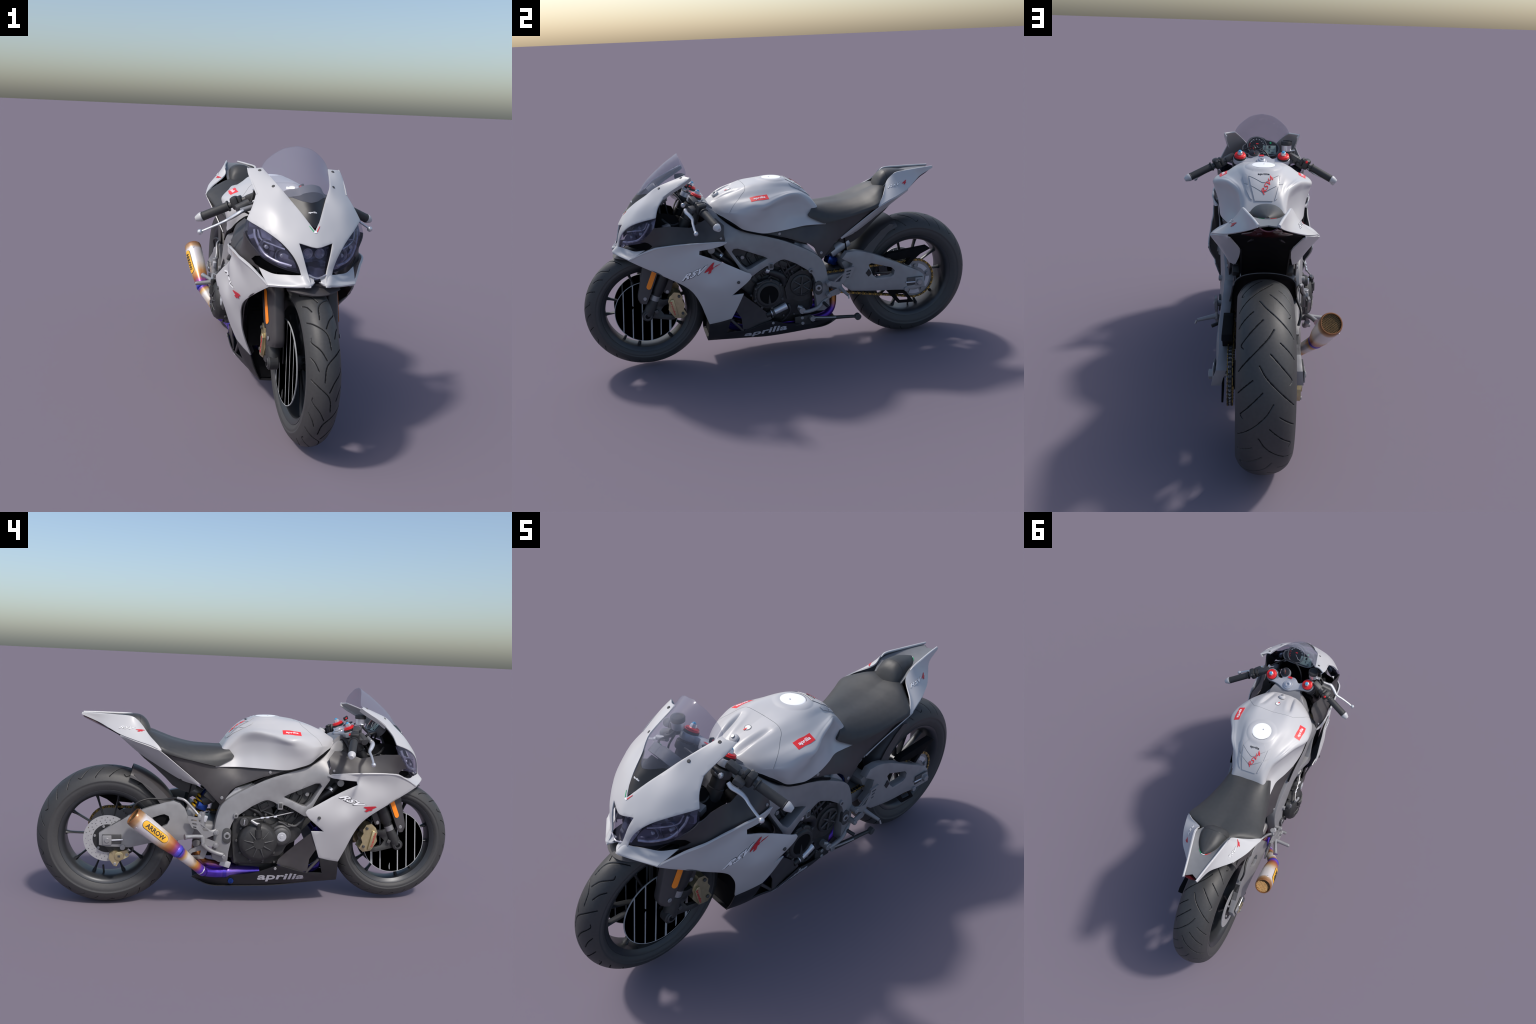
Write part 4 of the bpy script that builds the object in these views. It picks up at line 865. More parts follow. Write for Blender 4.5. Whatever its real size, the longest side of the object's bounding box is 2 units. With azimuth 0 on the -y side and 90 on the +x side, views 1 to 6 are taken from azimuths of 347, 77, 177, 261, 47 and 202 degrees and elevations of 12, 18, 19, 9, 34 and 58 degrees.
for s in (1, -1):
    t_ = sf[0] if s > 0 else sf[1]
    cyl('fairing_bolt', (s * .232, -.276, .465), (s * .2435, -.276, .465), .0075, M_ENGINE2, BIKE, 16)
    # white bead added along the blade's top edge for a crisp highlight
    B = [(-.745, .612), (-.70, .637), (-.634, .664), (-.56, .667), (-.49, .6655), (-.40, .660), (-.33, .655)]
    tube('blade_highlight_bead', [(s * x_, y_, z_) for x_, y_, z_ in ((.155, -.760, .6035), (.180, -.718, .630), (.199, -.682, .648), (.2245, -.637, .667), (.230, -.58, .6725), (.231, -.5, .672), (.229, -.42, .669), (.215, -.347, .662), (.206, -.318, .656))], [.0015, .003, .0035, .0035, .0035, .0035, .0035, .003, .002], M_WHITE, BIKE, 8)
    # inner radiator shroud: from the leading edge in to the radiator
    E0 = [(.160, -.715, .574), (.186, -.645, .533), (.183, -.56, .485), (.177, -.503, .44), (.169, -.452, .352), (.153, -.433, .292), (.122, -.412, .224)]
    E1 = [(.13, -.52, .605), (.152, -.46, .56), (.158, -.425, .51), (.158, -.41, .455), (.147, -.40, .36), (.132, -.395, .30), (.104, -.39, .23)]
    patch('radiator_shroud', [[(s * a * .985, b + .004, c) for a, b, c in E0], [(s * a, b, c) for a, b, c in E1]], M_DARK, BIKE, 6, 5, .004, False, s > 0)
    # model logo: outlined letters and red figure
    n = Vector((s, 0, .12)).normalized()
    r = Vector((0, .94, .33)) if s > 0 else Vector((0, -.91, -.42)); r = (r - n * r.dot(n)).normalized(); u = n.cross(r)
    c = Vector((s * .24, -.475, .529)) if s > 0 else Vector((s * .24, -.432, .542))
    lettering('lettering', 'RSV', .142, c, r, u, n, t_, M_INK, BIKE, .030, .8, .06, .0008, .012)
    lettering('lettering', 'RSV', .140, c - r * .001 + u * .0008, r, u, n, t_, M_WHITEP, BIKE, .026, .8, .025, .0020, .012)
    c4 = Vector((s * .24, -.405, .545)) if s > 0 else Vector((s * .24, -.520, .509))
    lettering('lettering', '4', .062, c4, r, u, n, t_, M_DRED, BIKE, .042, .55, .03, .0026, .012)
    if s > 0: drawn('logo_flash', [(.02, -.004), (.055, .003), (.03, .002)], c4, r, u, n, t_, M_DRED, BIKE, .0020, .01)
# black mid panel between lamp and side fairing
MID = [(.218, -.641, .759), (.172, -.704, .696), (.190, -.657, .671), (.168, -.688, .646), (.154, -.755, .606), (.209, -.637, .664), (.213, -.5, .664), (.197, -.32, .650), (.201, -.341, .677), (.208, -.40, .695), (.170, -.484, .735), (.150, -.40, .760), (.160, -.345, .760), (.200, -.58, .757), (.213, -.60, .71), (.19, -.33, .72)]
mid_outline = [(-.642, .761), (-.58, .758), (-.50, .738), (-.475, .733), (-.44, .745), (-.40, .760), (-.351, .763), (-.320, .732), (-.326, .690), (-.316, .650), (-.40, .656), (-.49, .660), (-.56, .661), (-.634, .657), (-.665, .648), (-.70, .633), (-.756, .600), (-.69, .646), (-.668, .655), (-.655, .671), (-.672, .685), (-.704, .693), (-.668, .728)]
mp = panel('mid_fairing', mid_outline, MID, 0, M_DARK, BIKE, .004, .014, (), True, 1)
for s in (1, -1):
    cyl('panel_bolt', (s * .199, -.341, .677), (s * .2065, -.341, .677), .006, M_ALU, BIKE, 14)
    cyl('panel_bolt', (s * .196, -.672, .646), (s * .199, -.675, .646), .005, M_ALU, BIKE, 12)
# inner cockpit panels that close the view behind the nose
for s in (1, -1):
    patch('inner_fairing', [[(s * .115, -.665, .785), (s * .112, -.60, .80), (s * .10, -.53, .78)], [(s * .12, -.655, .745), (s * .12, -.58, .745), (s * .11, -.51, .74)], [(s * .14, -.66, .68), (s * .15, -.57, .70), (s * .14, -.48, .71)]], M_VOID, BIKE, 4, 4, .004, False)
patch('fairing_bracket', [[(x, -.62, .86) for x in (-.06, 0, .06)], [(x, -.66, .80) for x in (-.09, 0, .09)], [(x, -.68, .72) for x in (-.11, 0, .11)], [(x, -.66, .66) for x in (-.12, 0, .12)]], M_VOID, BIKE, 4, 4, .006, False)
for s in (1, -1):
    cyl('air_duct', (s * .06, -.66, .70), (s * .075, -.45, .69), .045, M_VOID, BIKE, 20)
    tube('wiring', [(s * .05, -.60, .84), (s * .11, -.60, .78), (s * .12, -.55, .74), (s * .09, -.48, .76)], .006, M_BLACK, BIKE, 8)
    box('relay', (s * .14, -.58, .735), (.03, .035, .03), M_FRAME if s > 0 else M_BLACK, BIKE, (.2, .1, .3), .003)
# belly pan
BELLY = [(.125, -.411, .224), (.083, -.419, .117), (.163, -.305, .25), (.153, -.24, .163), (.161, -.099, .207), (.113, -.1, .112), (.095, .1, .108), (.118, .1, .150), (.050, .27, .118), (.058, .27, .145), (.108, -.25, .120), (.127, -.36, .170)]
belly_top = [(-.411, .222), (-.36, .236), (-.308, .252), (-.322, .20), (-.333, .168), (-.25, .178), (-.13, .213), (-.112, .215), (-.085, .205), (-.024, .178), (.073, .158), (.161, .147), (.25, .147)]
# the pan hangs a little lower on the exhaust side
low_l = [(.282, .134), (.25, .127), (.22, .114), (.17, .112), (.03, .114), (-.18, .119), (-.33, .125), (-.42, .122)]
low_r = [(.285, .126), (.25, .102), (.21, .095), (.08, .096), (-.06, .102), (-.19, .114), (-.33, .121), (-.42, .122)]
belly = [panel('belly_pan', belly_top + low, BELLY, 0, M_BLACK, BIKE, .004, .016, (), False, 1, bev=.0012) for low in (low_l, low_r)]
for v in belly[1].data.vertices: v.co.x *= -1
belly[1].data.flip_normals()
FLOOR = [(-.419, .083, .123, .123), (-.25, .107, .118, .122), (-.1, .113, .105, .115), (.1, .095, .097, .114), (.2, .080, .097, .114), (.278, .048, .124, .132)]
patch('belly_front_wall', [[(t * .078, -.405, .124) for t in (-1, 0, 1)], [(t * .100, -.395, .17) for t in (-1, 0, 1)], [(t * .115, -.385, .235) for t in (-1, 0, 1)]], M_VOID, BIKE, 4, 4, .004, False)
patch('belly_floor', [[(-w, y, zr), (-w * .5, y, zr - .004), (0, y, (zr + zl) / 2 - .004), (w * .5, y, zl - .004), (w, y, zl)] for y, w, zr, zl in FLOOR], M_BLACK, BIKE, 5, 5, .004, False)
for s in (1, -1):
    prism_v = panel('belly_brace', [(-.252, .385), (-.113, .244), (-.105, .222), (-.13, .212), (-.20, .175), (-.252, .190), (-.258, .25), (-.285, .30)], [(.205, -.252, .385), (.155, -.113, .244), (.158, -.11, .215), (.155, -.2, .175), (.165, -.252, .19), (.18, -.30, .29)], 0, M_DARK, BIKE, .006, .02, (), False, 1, False, .0015)
    if s < 0:
        for v in prism_v.data.vertices: v.co.x *= -1
        prism_v.data.flip_normals()
    tube('brace_strut', [(s * .15, -.31, .245), (s * .15, -.25, .178)], .007, M_DARK, BIKE, 10)
    cyl('belly_screw', (s * .152, -.099, .2), (s * .1635, -.099, .2), .007, M_ALU, BIKE, 14)
    b_ = belly[0] if s > 0 else belly[1]; n = Vector((s, 0, -.35)).normalized(); r = Vector((0, s, .01 if s > 0 else .06)); r = (r - n * r.dot(n)).normalized(); u = n.cross(r)
    lettering('lettering', 'aprilia', .222, (s * .135, -.132, .150), r, u, n, b_, M_GREYP, BIKE, .053, .12, .02, .0014, .02)
cyl('belly_plug', (-.09, .103, .125), (-.118, .103, .125), .013, M_BLUE, BIKE, 20)

# ------------------------------------------------------------------ cockpit
dn = Vector((0, .80, .60)).normalized(); du = Vector((0, -.60, .80)).normalized()     # dash face normal and up direction
dash_c = Vector((0, -.585, .878))
def on_dash(x, v, lift=0.): return Vector((x, 0, 0)) + dash_c + du * v + dn * lift
dash_poly = [tuple(p) for p in cr([(-.088, -.02), (-.085, .012), (-.06, .034), (-.025, .042), (-.012, .052), (.022, .060), (.055, .050), (.075, .02), (.092, .005), (.088, -.025), (.06, -.04), (.0, -.045), (-.06, -.045)], 3, True)]
def dash_plate(name, poly, m, z0, z1, bev=.002):
    v2, fs = fill(poly, .02); vs = np.c_[v2, np.full(len(v2), z1)]; v3, f3 = shell(vs, [tuple(f) for f in fs], z1 - z0, V(0, 0, 1))
    o = from_data(name, v3, f3, m, BIKE)
    if bev: bevel(o, bev)
    M = Matrix((Vector((1, 0, 0)), du, dn)).transposed().to_4x4(); M.translation = dash_c; o.matrix_local = M
    return o
dash = dash_plate('dash_housing', dash_poly, M_DECK, -.035, .002, .005)
ctr = lambda c, r, n=36: [(c[0] + r * math.cos(a), c[1] + r * math.sin(a)) for a in np.linspace(0, 2 * pi, n, endpoint=False)]
dash_plate('dash_face', [(x * .93, y * .88 + .001) for x, y in dash_poly], M_DIAL, 0, .0032, 0)
g = ring('tachometer_rim', [(.002, .043), (.007, .044), (.007, .047), (.002, .049)], M_DECK, BIKE, 48)
Mx = Matrix((dn, du, Vector((-1, 0, 0)))).transposed().to_4x4(); Mx.translation = on_dash(.022, .008); g.matrix_local = Mx
dash_plate('tachometer_dial', ctr((.022, .008), .043), M_DIAL, .002, .0042, 0)
for k in range(23):
    a = math.radians(225 - k * 11.5); L_ = .008 if k % 2 == 0 else .004
    p = [(.022 + r * math.cos(a) + w * -math.sin(a), .008 + r * math.sin(a) + w * math.cos(a)) for r, w in ((.039, -.0007), (.039, .0007), (.039 - L_, .0007), (.039 - L_, -.0007))]
    dash_plate('dial_tick', p, M_WHITEP if k < 18 else M_REDP, .0042, .0047, 0)
dash_plate('dial_needle', [(.021, .006), (.0235, .008), (.004, -.017), (.003, -.016)], M_WHITEP, .0048, .0054, 0)
dash_plate('dial_badge', [(.014, .016), (.026, .016), (.026, .021), (.014, .021)], M_REDP, .0042, .0048, 0)
dash_plate('display', [(-.072, -.036), (-.008, -.036), (-.008, .010), (-.072, .010)], M_LCD, .003, .0048, .0008)
dash_plate('display_bar', [(-.045, -.006), (-.035, -.006), (-.035, .008), (-.045, .008)], M_INK, .0048, .0053, 0)
dash_plate('display_line', [(-.070, -.012), (-.010, -.012), (-.010, -.0112), (-.070, -.0112)], M_INK, .0048, .0053, 0)
for body, x, v, w in (('R', -.040, -.019, .007), ('80', -.055, -.029, .012), ('12', -.02, -.003, .010)):
    lettering('lettering', body, w, on_dash(x, v, .0052), (-1, 0, 0), du, dn, None, M_INK, BIKE, .009, 0, 0, .0003, 0)
dash_plate('warning_lamp', ctr((-.045, .024), .005, 14), M_GREEN, .003, .0052, 0)
# triple clamp
tn = Vector((0, .43, .90)).normalized(); tu = Vector((0, .90, -.43)).normalized()    # steering axis, rearwards in the clamp plane
def plate(name, poly, m, c, z0, z1, bev=.003):
    v2, fs = fill(poly, .03); v3, f3 = shell(np.c_[v2, np.full(len(v2), z1)], [tuple(f) for f in fs], z1 - z0, V(0, 0, 1)); o = from_data(name, v3, f3, m, BIKE)
    if bev: bevel(o, bev)
    M = Matrix((Vector((1, 0, 0)), tu, tn)).transposed().to_4x4(); M.translation = c; o.matrix_local = M; return o
half = [(0, -.016), (.02, -.018), (.035, -.010), (.05, .004), (.068, -.004), (.078, -.022), (.10, -.034), (.122, -.028), (.134, -.008), (.13, .014), (.112, .03), (.085, .034), (.055, .040), (.03, .052), (.014, .058), (0, .059)]
cp = [tuple(p) for p in cr(half + [(-x, y) for x, y in half[::-1] if x > 0], 3, True)]
plate('triple_clamp', cp, M_CLAMP, (0, -.437, .852), -.022, .006, .005)
plate('lower_clamp', [(x * 1.0, y * .9) for x, y in cp], M_ENGINE, (0, -.535, .655), -.02, .012, .004)
turned('stem_nut', [(0, .024), (.006, .023), (.007, .015), (.011, .015), (.012, .013), (.012, .008), (.004, .007)], Vector((0, -.408, .847)), Vector((0, -.408, .847)) + tn, M_SILVER, BIKE, 24)
for s in (1, -1):
    c = Vector((s * .1015, -.433, .858))
    turned('fork_cap_seal', [(0, .029), (.008, .029), (.009, .027)], c - tn * .002, c + tn, M_ENGINE, BIKE, 32)
    turned('fork_cap', [(0, .0265), (.004, .0275), (.006, .025), (.010, .025), (.012, .021), (.013, .012)], c + tn * .006, c + tn * 2, M_RED, BIKE, 32)
    turned('preload_adjuster', [(0, .0135), (.008, .0125), (.014, .011), (.016, .008)], c + tn * .017, c + tn * 2, M_SILVER, BIKE, 6)
    turned('damping_screw', [(0, .0075), (.003, .0075), (.0035, .0045), (.006, .004)], c + tn * .0325, c + tn * 2, M_BLUETIP, BIKE, 16)
drawn('clamp_badge', [(-.011, -.005), (.011, -.005), (.011, .005), (-.011, .005)], Vector((.0, -.443, .866)), (-1, 0, 0), -tu, tn, None, M_REDP, BIKE, .001, .02)
# ignition lock with key
kc = Vector((.036, -.472, .852)); turned('ignition_lock', [(0, .028), (.02, .026), (.022, .0255)], kc, kc + tn, M_CLAMP, BIKE, 32)
turned('ignition_face', [(0, .0245), (.004, .0245), (.005, .022)], kc + tn * .021, kc + tn * 2, M_DIAL, BIKE, 32)
box('ignition_slot', kc + tn * .0265, (.003, .016, .002), M_REDP, BIKE, (-.45, 0, .2), .0005)
box('ignition_key', kc + tn * .036, (.003, .012, .02), M_ALU, BIKE, (-.45, 0, .4), .001)
kb = box('key_head', kc + tn * .053, (.010, .026, .018), M_BLACK, BIKE, (-.45, 0, .4), .005); box('key_mark', kc + tn * .053, (.0106, .012, .008), M_REDP, BIKE, (-.45, 0, .4), .001)
# bars, grips, switches, levers
for s in (1, -1):
    inner = V(s * .232, -.417, .815); end = V(s * .330, -.379, .771); tip = V(s * .352, -.3615, .7615)
    if s < 0: inner, end, tip = V(-.232, -.417, .820), V(-.325, -.382, .774), V(-.347, -.3705, .7625)
    ax = (end - inner) / np.linalg.norm(end - inner)
    root = inner - ax * .115
    cyl('handlebar', tuple(root), tuple(inner), .0115, M_ENGINE2, BIKE, 18)
    turned('bar_clamp', [(0, .034), (.004, .036), (.026, .036), (.03, .034)], (s * .1025, fork_y(.800), .800), (s * .1025, fork_y(.84), .84), M_ENGINE2, BIKE, 28)
    box('clamp_arm', tuple(root + ax * .02), (.05, .03, .026), M_ENGINE2, BIKE, (0, s * .42, s * .37), .005)
    L_ = float(np.linalg.norm(end - inner)); pr = [(0, .014), (0, .021), (.005, .021), (.006, .0165)] + [(.006 + (L_ - .01) * k / 24, .0168 + (.0006 if k % 2 else 0)) for k in range(1, 25)] + [(L_ - .002, .018), (L_, .0175)]
    turned('grip', pr, tuple(inner), tuple(end), M_GRIP, BIKE, 28)
    turned('bar_end', [(0, .0165), (.001, .0175), (.006, .018), (.012, .0165), (.026, .0105), (.028, .009)], tuple(end + ax * .001), tuple(tip + ax), M_WHITE, BIKE, 28)
    # switch housing
    sw = inner - ax * .026
    q = Vector(ax).to_track_quat('Z', 'Y').to_euler()
    for dz, sc_, nm in ((0, (.044, .050, .030), 'switch_housing'), (.024, (.036, .040, .016), 'switch_housing')):
        box(nm, tuple(sw - ax * dz * .9 + V(0, 0, .002)), sc_, M_ENGINE, BIKE, q, .010)
    cyl('switch_button', tuple(sw + V(0, .018, .012)), tuple(sw + V(0, .027, .018)), .006, M_RED if s < 0 else M_ENGINE2, BIKE, 12); box('switch_rocker', tuple(sw - ax * .012 + V(0, .022, .014)), (.012, .012, .008), M_ENGINE2, BIKE, (.5, 0, 0), .002)
    if s < 0:
        piv = V(-.196, -.500, .822); LV = [(-.196, -.512, .818), (-.212, -.512, .808), (-.232, -.500, .792), (-.252, -.487, .777), (-.285, -.486, .761), (-.32, -.482, .745), (-.347, -.477, .732)]
        cyl('master_cylinder', (-.165, -.468, .838), (-.215, -.474, .815), .017, M_ENGINE2, BIKE, 20); cyl('master_cylinder', (-.150, -.500, .832), (-.205, -.508, .815), .010, M_ALU, BIKE, 14)
    else:
        piv = V(.178, -.485, .824); LV = [(.176, -.492, .824), (.192, -.490, .814), (.214, -.478, .803), (.236, -.470, .789), (.262, -.472, .775), (.295, -.470, .755), (.314, -.467, .743)]
        turned('cable_adjuster', [(0, .006), (.004, .011), (.010, .011), (.013, .006), (.03, .004)], (.150, -.495, .834), (.128, -.500, .838), M_SILVER, BIKE, 16)
        tube('clutch_cable', [(.140, -.498, .836), (.11, -.512, .862), (.06, -.535, .885), (0, -.53, .88), (-.04, -.50, .84), (-.05, -.46, .76)], .0035, M_BLACK, BIKE, 8)
    box('lever_perch', tuple(V(s * .190, -.452, .824)), (.040, .055, .022), M_ENGINE2, BIKE, (0, s * .42, s * .5), .006)
    tube('lever', LV, [.0085, .0105, .010, .0075, .006, .0055, .005], M_SILVER, BIKE, 12, 6, flat=.7)
    bm = bmesh.new(); bmesh.ops.create_uvsphere(bm, u_segments=18, v_segments=10, radius=.0105); me = bpy.data.meshes.new('lever_ball'); bm.to_mesh(me); bm.free()
    o = obj('lever_ball', me, M_SILVER, BIKE, 60); o.location = LV[-1]
# brake fluid reservoir, hoses
turned('fluid_reservoir', [(0, .018), (.003, .0225), (.03, .0235), (.032, .0235)], (-.117, -.476, .882), (-.117, -.476, 1), M_SILVER, BIKE, 32)
turned('reservoir_cap', [(0, .0245), (.002, .026), (.016, .026), (.019, .024), (.0195, .018), (.017, .016), (.017, .002)], (-.117, -.476, .912), (-.117, -.476, 1), M_ENGINE, BIKE, 32)
box('reservoir_bracket', (-.142, -.474, .886), (.03, .014, .006), M_SILVER, BIKE, (0, .2, 0), .002); tube('reservoir_stay', [(-.15, -.472, .886), (-.158, -.47, .85), (-.165, -.468, .838)], .004, M_ENGINE2, BIKE, 8)
tube('brake_hose', [(-.117, -.478, .884), (-.125, -.50, .862), (-.15, -.508, .848), (-.17, -.49, .838)], .0055, M_BLACK, BIKE, 10)
tube('brake_hose', [(-.155, -.49, .835), (-.13, -.55, .85), (-.08, -.56, .80), (-.05, -.55, .70), (-.06, -.58, .60)], .0045, M_BLACK, BIKE, 10)
tube('throttle_cable', [(-.19, -.44, .81), (-.15, -.50, .79), (-.09, -.52, .74), (-.05, -.46, .70)], .004, M_BLACK, BIKE, 8)

# ------------------------------------------------------------------ engine
box('crankcase', (0, -.02, .33), (.27, .25, .24), M_ENGINE, BIKE, (0, 0, 0), .02)
box('cylinder_bank', (0, -.165, .415), (.25, .15, .17), M_ENGINE2, BIKE, (.75, 0, 0), .015); box('cylinder_bank', (0, .0, .49), (.25, .14, .14), M_ENGINE2, BIKE, (-.4, 0, 0), .015)
box('cam_cover', (0, -.235, .475), (.24, .06, .12), M_ENGINE, BIKE, (.75, 0, 0), .015); box('oil_sump', (0, -.03, .19), (.17, .2, .07), M_ENGINE, BIKE, (0, 0, 0), .02)
box('gearbox', (0, .08, .33), (.25, .09, .19), M_ENGINE, BIKE, (0, 0, 0), .02)
for s in (1, -1):
    # throttle bodies, hoses and plugs seen through the frame
    for k in range(3): tube('engine_hose', [(s * .135, -.26 + .045 * k, .56), (s * .14, -.24 + .045 * k, .52), (s * .132, -.21 + .05 * k, .49), (s * .13, -.19 + .055 * k, .44)], .008 - .001 * k, M_BLACK, BIKE, 8)
    cyl('plug_cap', (s * .12, -.20, .56), (s * .147, -.20, .565), .015, M_BLACK, BIKE, 14); cyl('hose_clip', (s * .125, -.235, .555), (s * .15, -.235, .555), .010, M_ALU, BIKE, 14)
    for k in range(4): box('cylinder_fin', (s * .126, -.10 - .028 * k, .455 - .012 * k), (.012, .006, .09), M_ENGINE, BIKE, (.75, 0, 0), .002)
    cyl('coolant_joint', (s * .13, -.385, .615), (s * .175, -.385, .615), .017, M_ALU, BIKE, 18); tube('coolant_hose', [(s * .15, -.37, .60), (s * .165, -.34, .575), (s * .15, -.29, .53), (s * .13, -.25, .47)], .016, M_BLACK, BIKE, 12)
    cyl('hose_clip', (s * .160, -.348, .585), (s * .163, -.338, .575), .0185, M_SILVER, BIKE, 16)
for s in (1, -1):
    box('coil_plate', (s * .138, -.045, .502), (.010, .075, .045), M_ENGINE2, BIKE, (-.45, 0, 0), .003); box('coil', (s * .144, -.035, .500), (.012, .04, .026), M_ENGINE, BIKE, (-.45, 0, 0), .004)
    box('injector_rail', (s * .139, -.13, .478), (.014, .09, .016), M_ENGINE, BIKE, (.5, 0, 0), .004)
    for k in range(6):
        yy = .06 - .052 * k; cyl('case_bolt', (s * .132, yy, .455 - .05 * max(0, k - 3)), (s * .150, yy, .455 - .05 * max(0, k - 3)), .006, M_ENGINE2, BIKE, 10)
    for k in range(4): cyl('sump_bolt', (s * .128, .07 - .055 * k, .226), (s * .145, .07 - .055 * k, .226), .0055, M_ENGINE2, BIKE, 10)
    tube('breather_hose', [(s * .12, .06, .50), (s * .14, .03, .485), (s * .142, -.01, .465), (s * .135, -.03, .44)], .009, M_BLACK, BIKE, 10)
    tube('drain_hose', [(s * .125, -.02, .47), (s * .145, -.065, .46), (s * .146, -.11, .435), (s * .135, -.14, .40)], .0065, M_BLACK, BIKE, 8)
    tube('loom', [(s * .12, .11, .50), (s * .132, .07, .49), (s * .136, .02, .507), (s * .132, -.03, .535)], .006, M_VOID, BIKE, 8)
    box('ecu_box', (s * .105, .21, .535), (.03, .06, .04), M_ENGINE, BIKE, (.6, 0, 0), .004)
    cyl('linkage_pivot', (s * .05, .27, .30), (s * .09, .27, .30), .018, M_FRAME, BIKE, 18); tube('linkage_rod', [(s * .07, .27, .30), (s * .07, .215, .33), (s * .07, .17, .31)], .011, M_FRAME, BIKE, 12)
# right side: clutch cover with ribs and release arm, water-pump cover
case_r = [tuple(p) for p in cr([(.108, .43), (.108, .33), (.098, .236), (.085, .230), (-.022, .231), (-.069, .257), (-.12, .267), (-.15, .315), (-.185, .335), (-.215, .385), (-.15, .418), (-.106, .427), (-.068, .410), (.005, .44), (.08, .447)], 4, True)]
prism('clutch_case', case_r, -.158, -.12, M_ENGINE, BIKE, bev=.006, step=.03)
turned('clutch_cover', [(0, .092), (.040, .090), (.048, .087), (.051, .083), (.058, .079), (.064, .068), (.067, .028), (.071, .026), (.071, .002)], (-.152, -.006, .338), (-1, -.006, .338), M_ENGINE, BIKE, 56)
for k in range(9):
    a = math.radians(k * 40 + 10); c_, s_ = math.cos(a), math.sin(a)
    tube('clutch_rib', [(-.222, -.006 + .026 * c_, .338 + .026 * s_), (-.2205, -.006 + .045 * c_, .338 + .045 * s_), (-.216, -.006 + .068 * c_, .338 + .068 * s_)], [.004, .003, .002], M_ENGINE2, BIKE, 8)
for k in range(10):
    a = math.radians(k * 36); cyl('cover_screw', (-.165, -.006 + .098 * math.cos(a), .338 + .098 * math.sin(a)), (-.175, -.006 + .098 * math.cos(a), .338 + .098 * math.sin(a)), .006, M_ENGINE2, BIKE, 10)
turned('release_shaft', [(0, .016), (.035, .016), (.037, .010), (.05, .010), (.054, .012), (.064, .011), (.066, .008)], (-.216, -.002, .365), (-.216, -.003, .46), M_ENGINE, BIKE, 20)
tube('release_arm', [(-.216, -.003, .425), (-.216, .012, .430), (-.212, .034, .444)], [.009, .008, .006], M_ALU, BIKE, 12)
tube('clutch_line', [(-.210, .03, .446), (-.195, -.02, .452), (-.19, -.08, .460), (-.17, -.17, .475)], .0028, M_ALU, BIKE, 8)
for yy in (-.02, -.045, -.08): cyl('line_joint', (-.195, yy + .008, .4505 - .1 * (yy + .02)), (-.195, yy - .008, .4525 - .1 * (yy + .02)), .005, M_SILVER, BIKE, 10)
turned('pump_cover', [(0, .050), (.012, .049), (.016, .042), (.030, .040), (.034, .034), (.036, .028)], (-.160, -.115, .363), (-1, -.115, .363), M_ENGINE2, BIKE, 40)
turned('pump_badge', [(0, .0215), (.003, .0215), (.004, .019), (.003, .010), (.005, .008), (.005, .001)], (-.195, -.115, .363), (-1, -.115, .363), M_CLAMP, BIKE, 36)
cyl('oil_filler', (-.172, .062, .43), (-.194, .062, .43), .020, M_ENGINE2, BIKE, 20); box('oil_filler_grip', (-.197, .062, .431), (.008, .004, .026), M_SILVER, BIKE, (.15, 0, 0), .0015)
tube('engine_edge', [(-.168, -.145, .415), (-.168, -.18, .408), (-.166, -.21, .43), (-.16, -.225, .445)], .007, M_ENGINE2, BIKE, 10); tube('engine_edge', [(-.17, -.10, .428), (-.17, -.125, .42), (-.17, -.15, .405), (-.168, -.17, .415)], .005, M_ENGINE2, BIKE, 10)
# left side: alternator cover with dark window, sprocket cover with spokes
turned('alternator_cover', [(0, .078), (.020, .076), (.026, .070), (.027, .064), (.034, .060), (.036, .056), (.036, .047), (.030, .046), (.029, .002)], (.142, -.117, .358), (1, -.117, .358), M_ENGINE, BIKE, 56)
turned('alternator_window', [(0, .046), (.002, .0455), (.002, .002)], (.1715, -.117, .358), (1, -.117, .358), M_VOID, BIKE, 48)
prism('window_rib', [(-.122, .31), (-.108, .31), (-.117, .36)], .176, .172, M_ENGINE, BIKE, bev=0)
for a in (80, 35, -25, -80, 150, 200, 240): cyl('cover_screw', (.145, -.117 + .074 * math.cos(math.radians(a)), .358 + .074 * math.sin(math.radians(a))), (.172, -.117 + .074 * math.cos(math.radians(a)), .358 + .074 * math.sin(math.radians(a))), .0065, M_ENGINE2, BIKE, 12)
for k in range(5): tube('alternator_fin', [(.166, -.19 + .004 * k, .33 + .022 * k), (.168, -.165 + .006 * k, .34 + .022 * k)], .004, M_ENGINE2, BIKE, 8)
turned('sprocket_cover', [(0, .058), (.012, .056), (.016, .050), (.016, .046), (.010, .045), (.010, .012), (.018, .010), (.018, .002)], (.140, .055, .377), (1, .055, .377), M_ENGINE, BIKE, 40)
for k in range(6):
    a = math.radians(k * 60 + 25); tube('cover_spoke', [(.155, .055 + .010 * math.cos(a), .377 + .010 * math.sin(a)), (.155, .055 + .047 * math.cos(a), .377 + .047 * math.sin(a))], [.0045, .0035], M_ENGINE2, BIKE, 8)
prism('sprocket_housing', [(.11, .44), (.10, .30), (.05, .29), (-.02, .31), (-.03, .37), (.0, .43), (.05, .455)], .145, .11, M_ENGINE, BIKE, bev=.006)
tube('water_pipe', [(.15, -.105, .252), (.15, -.085, .258), (.145, -.025, .278)], [.016, .017, .018], M_SILVER, BIKE, 20); cyl('pipe_clamp', (.15, -.10, .252), (.15, -.088, .256), .0195, M_ENGINE2, BIKE, 18); cyl('pipe_end', (.15, -.13, .244), (.15, -.10, .253), .015, M_BLACK, BIKE, 16)
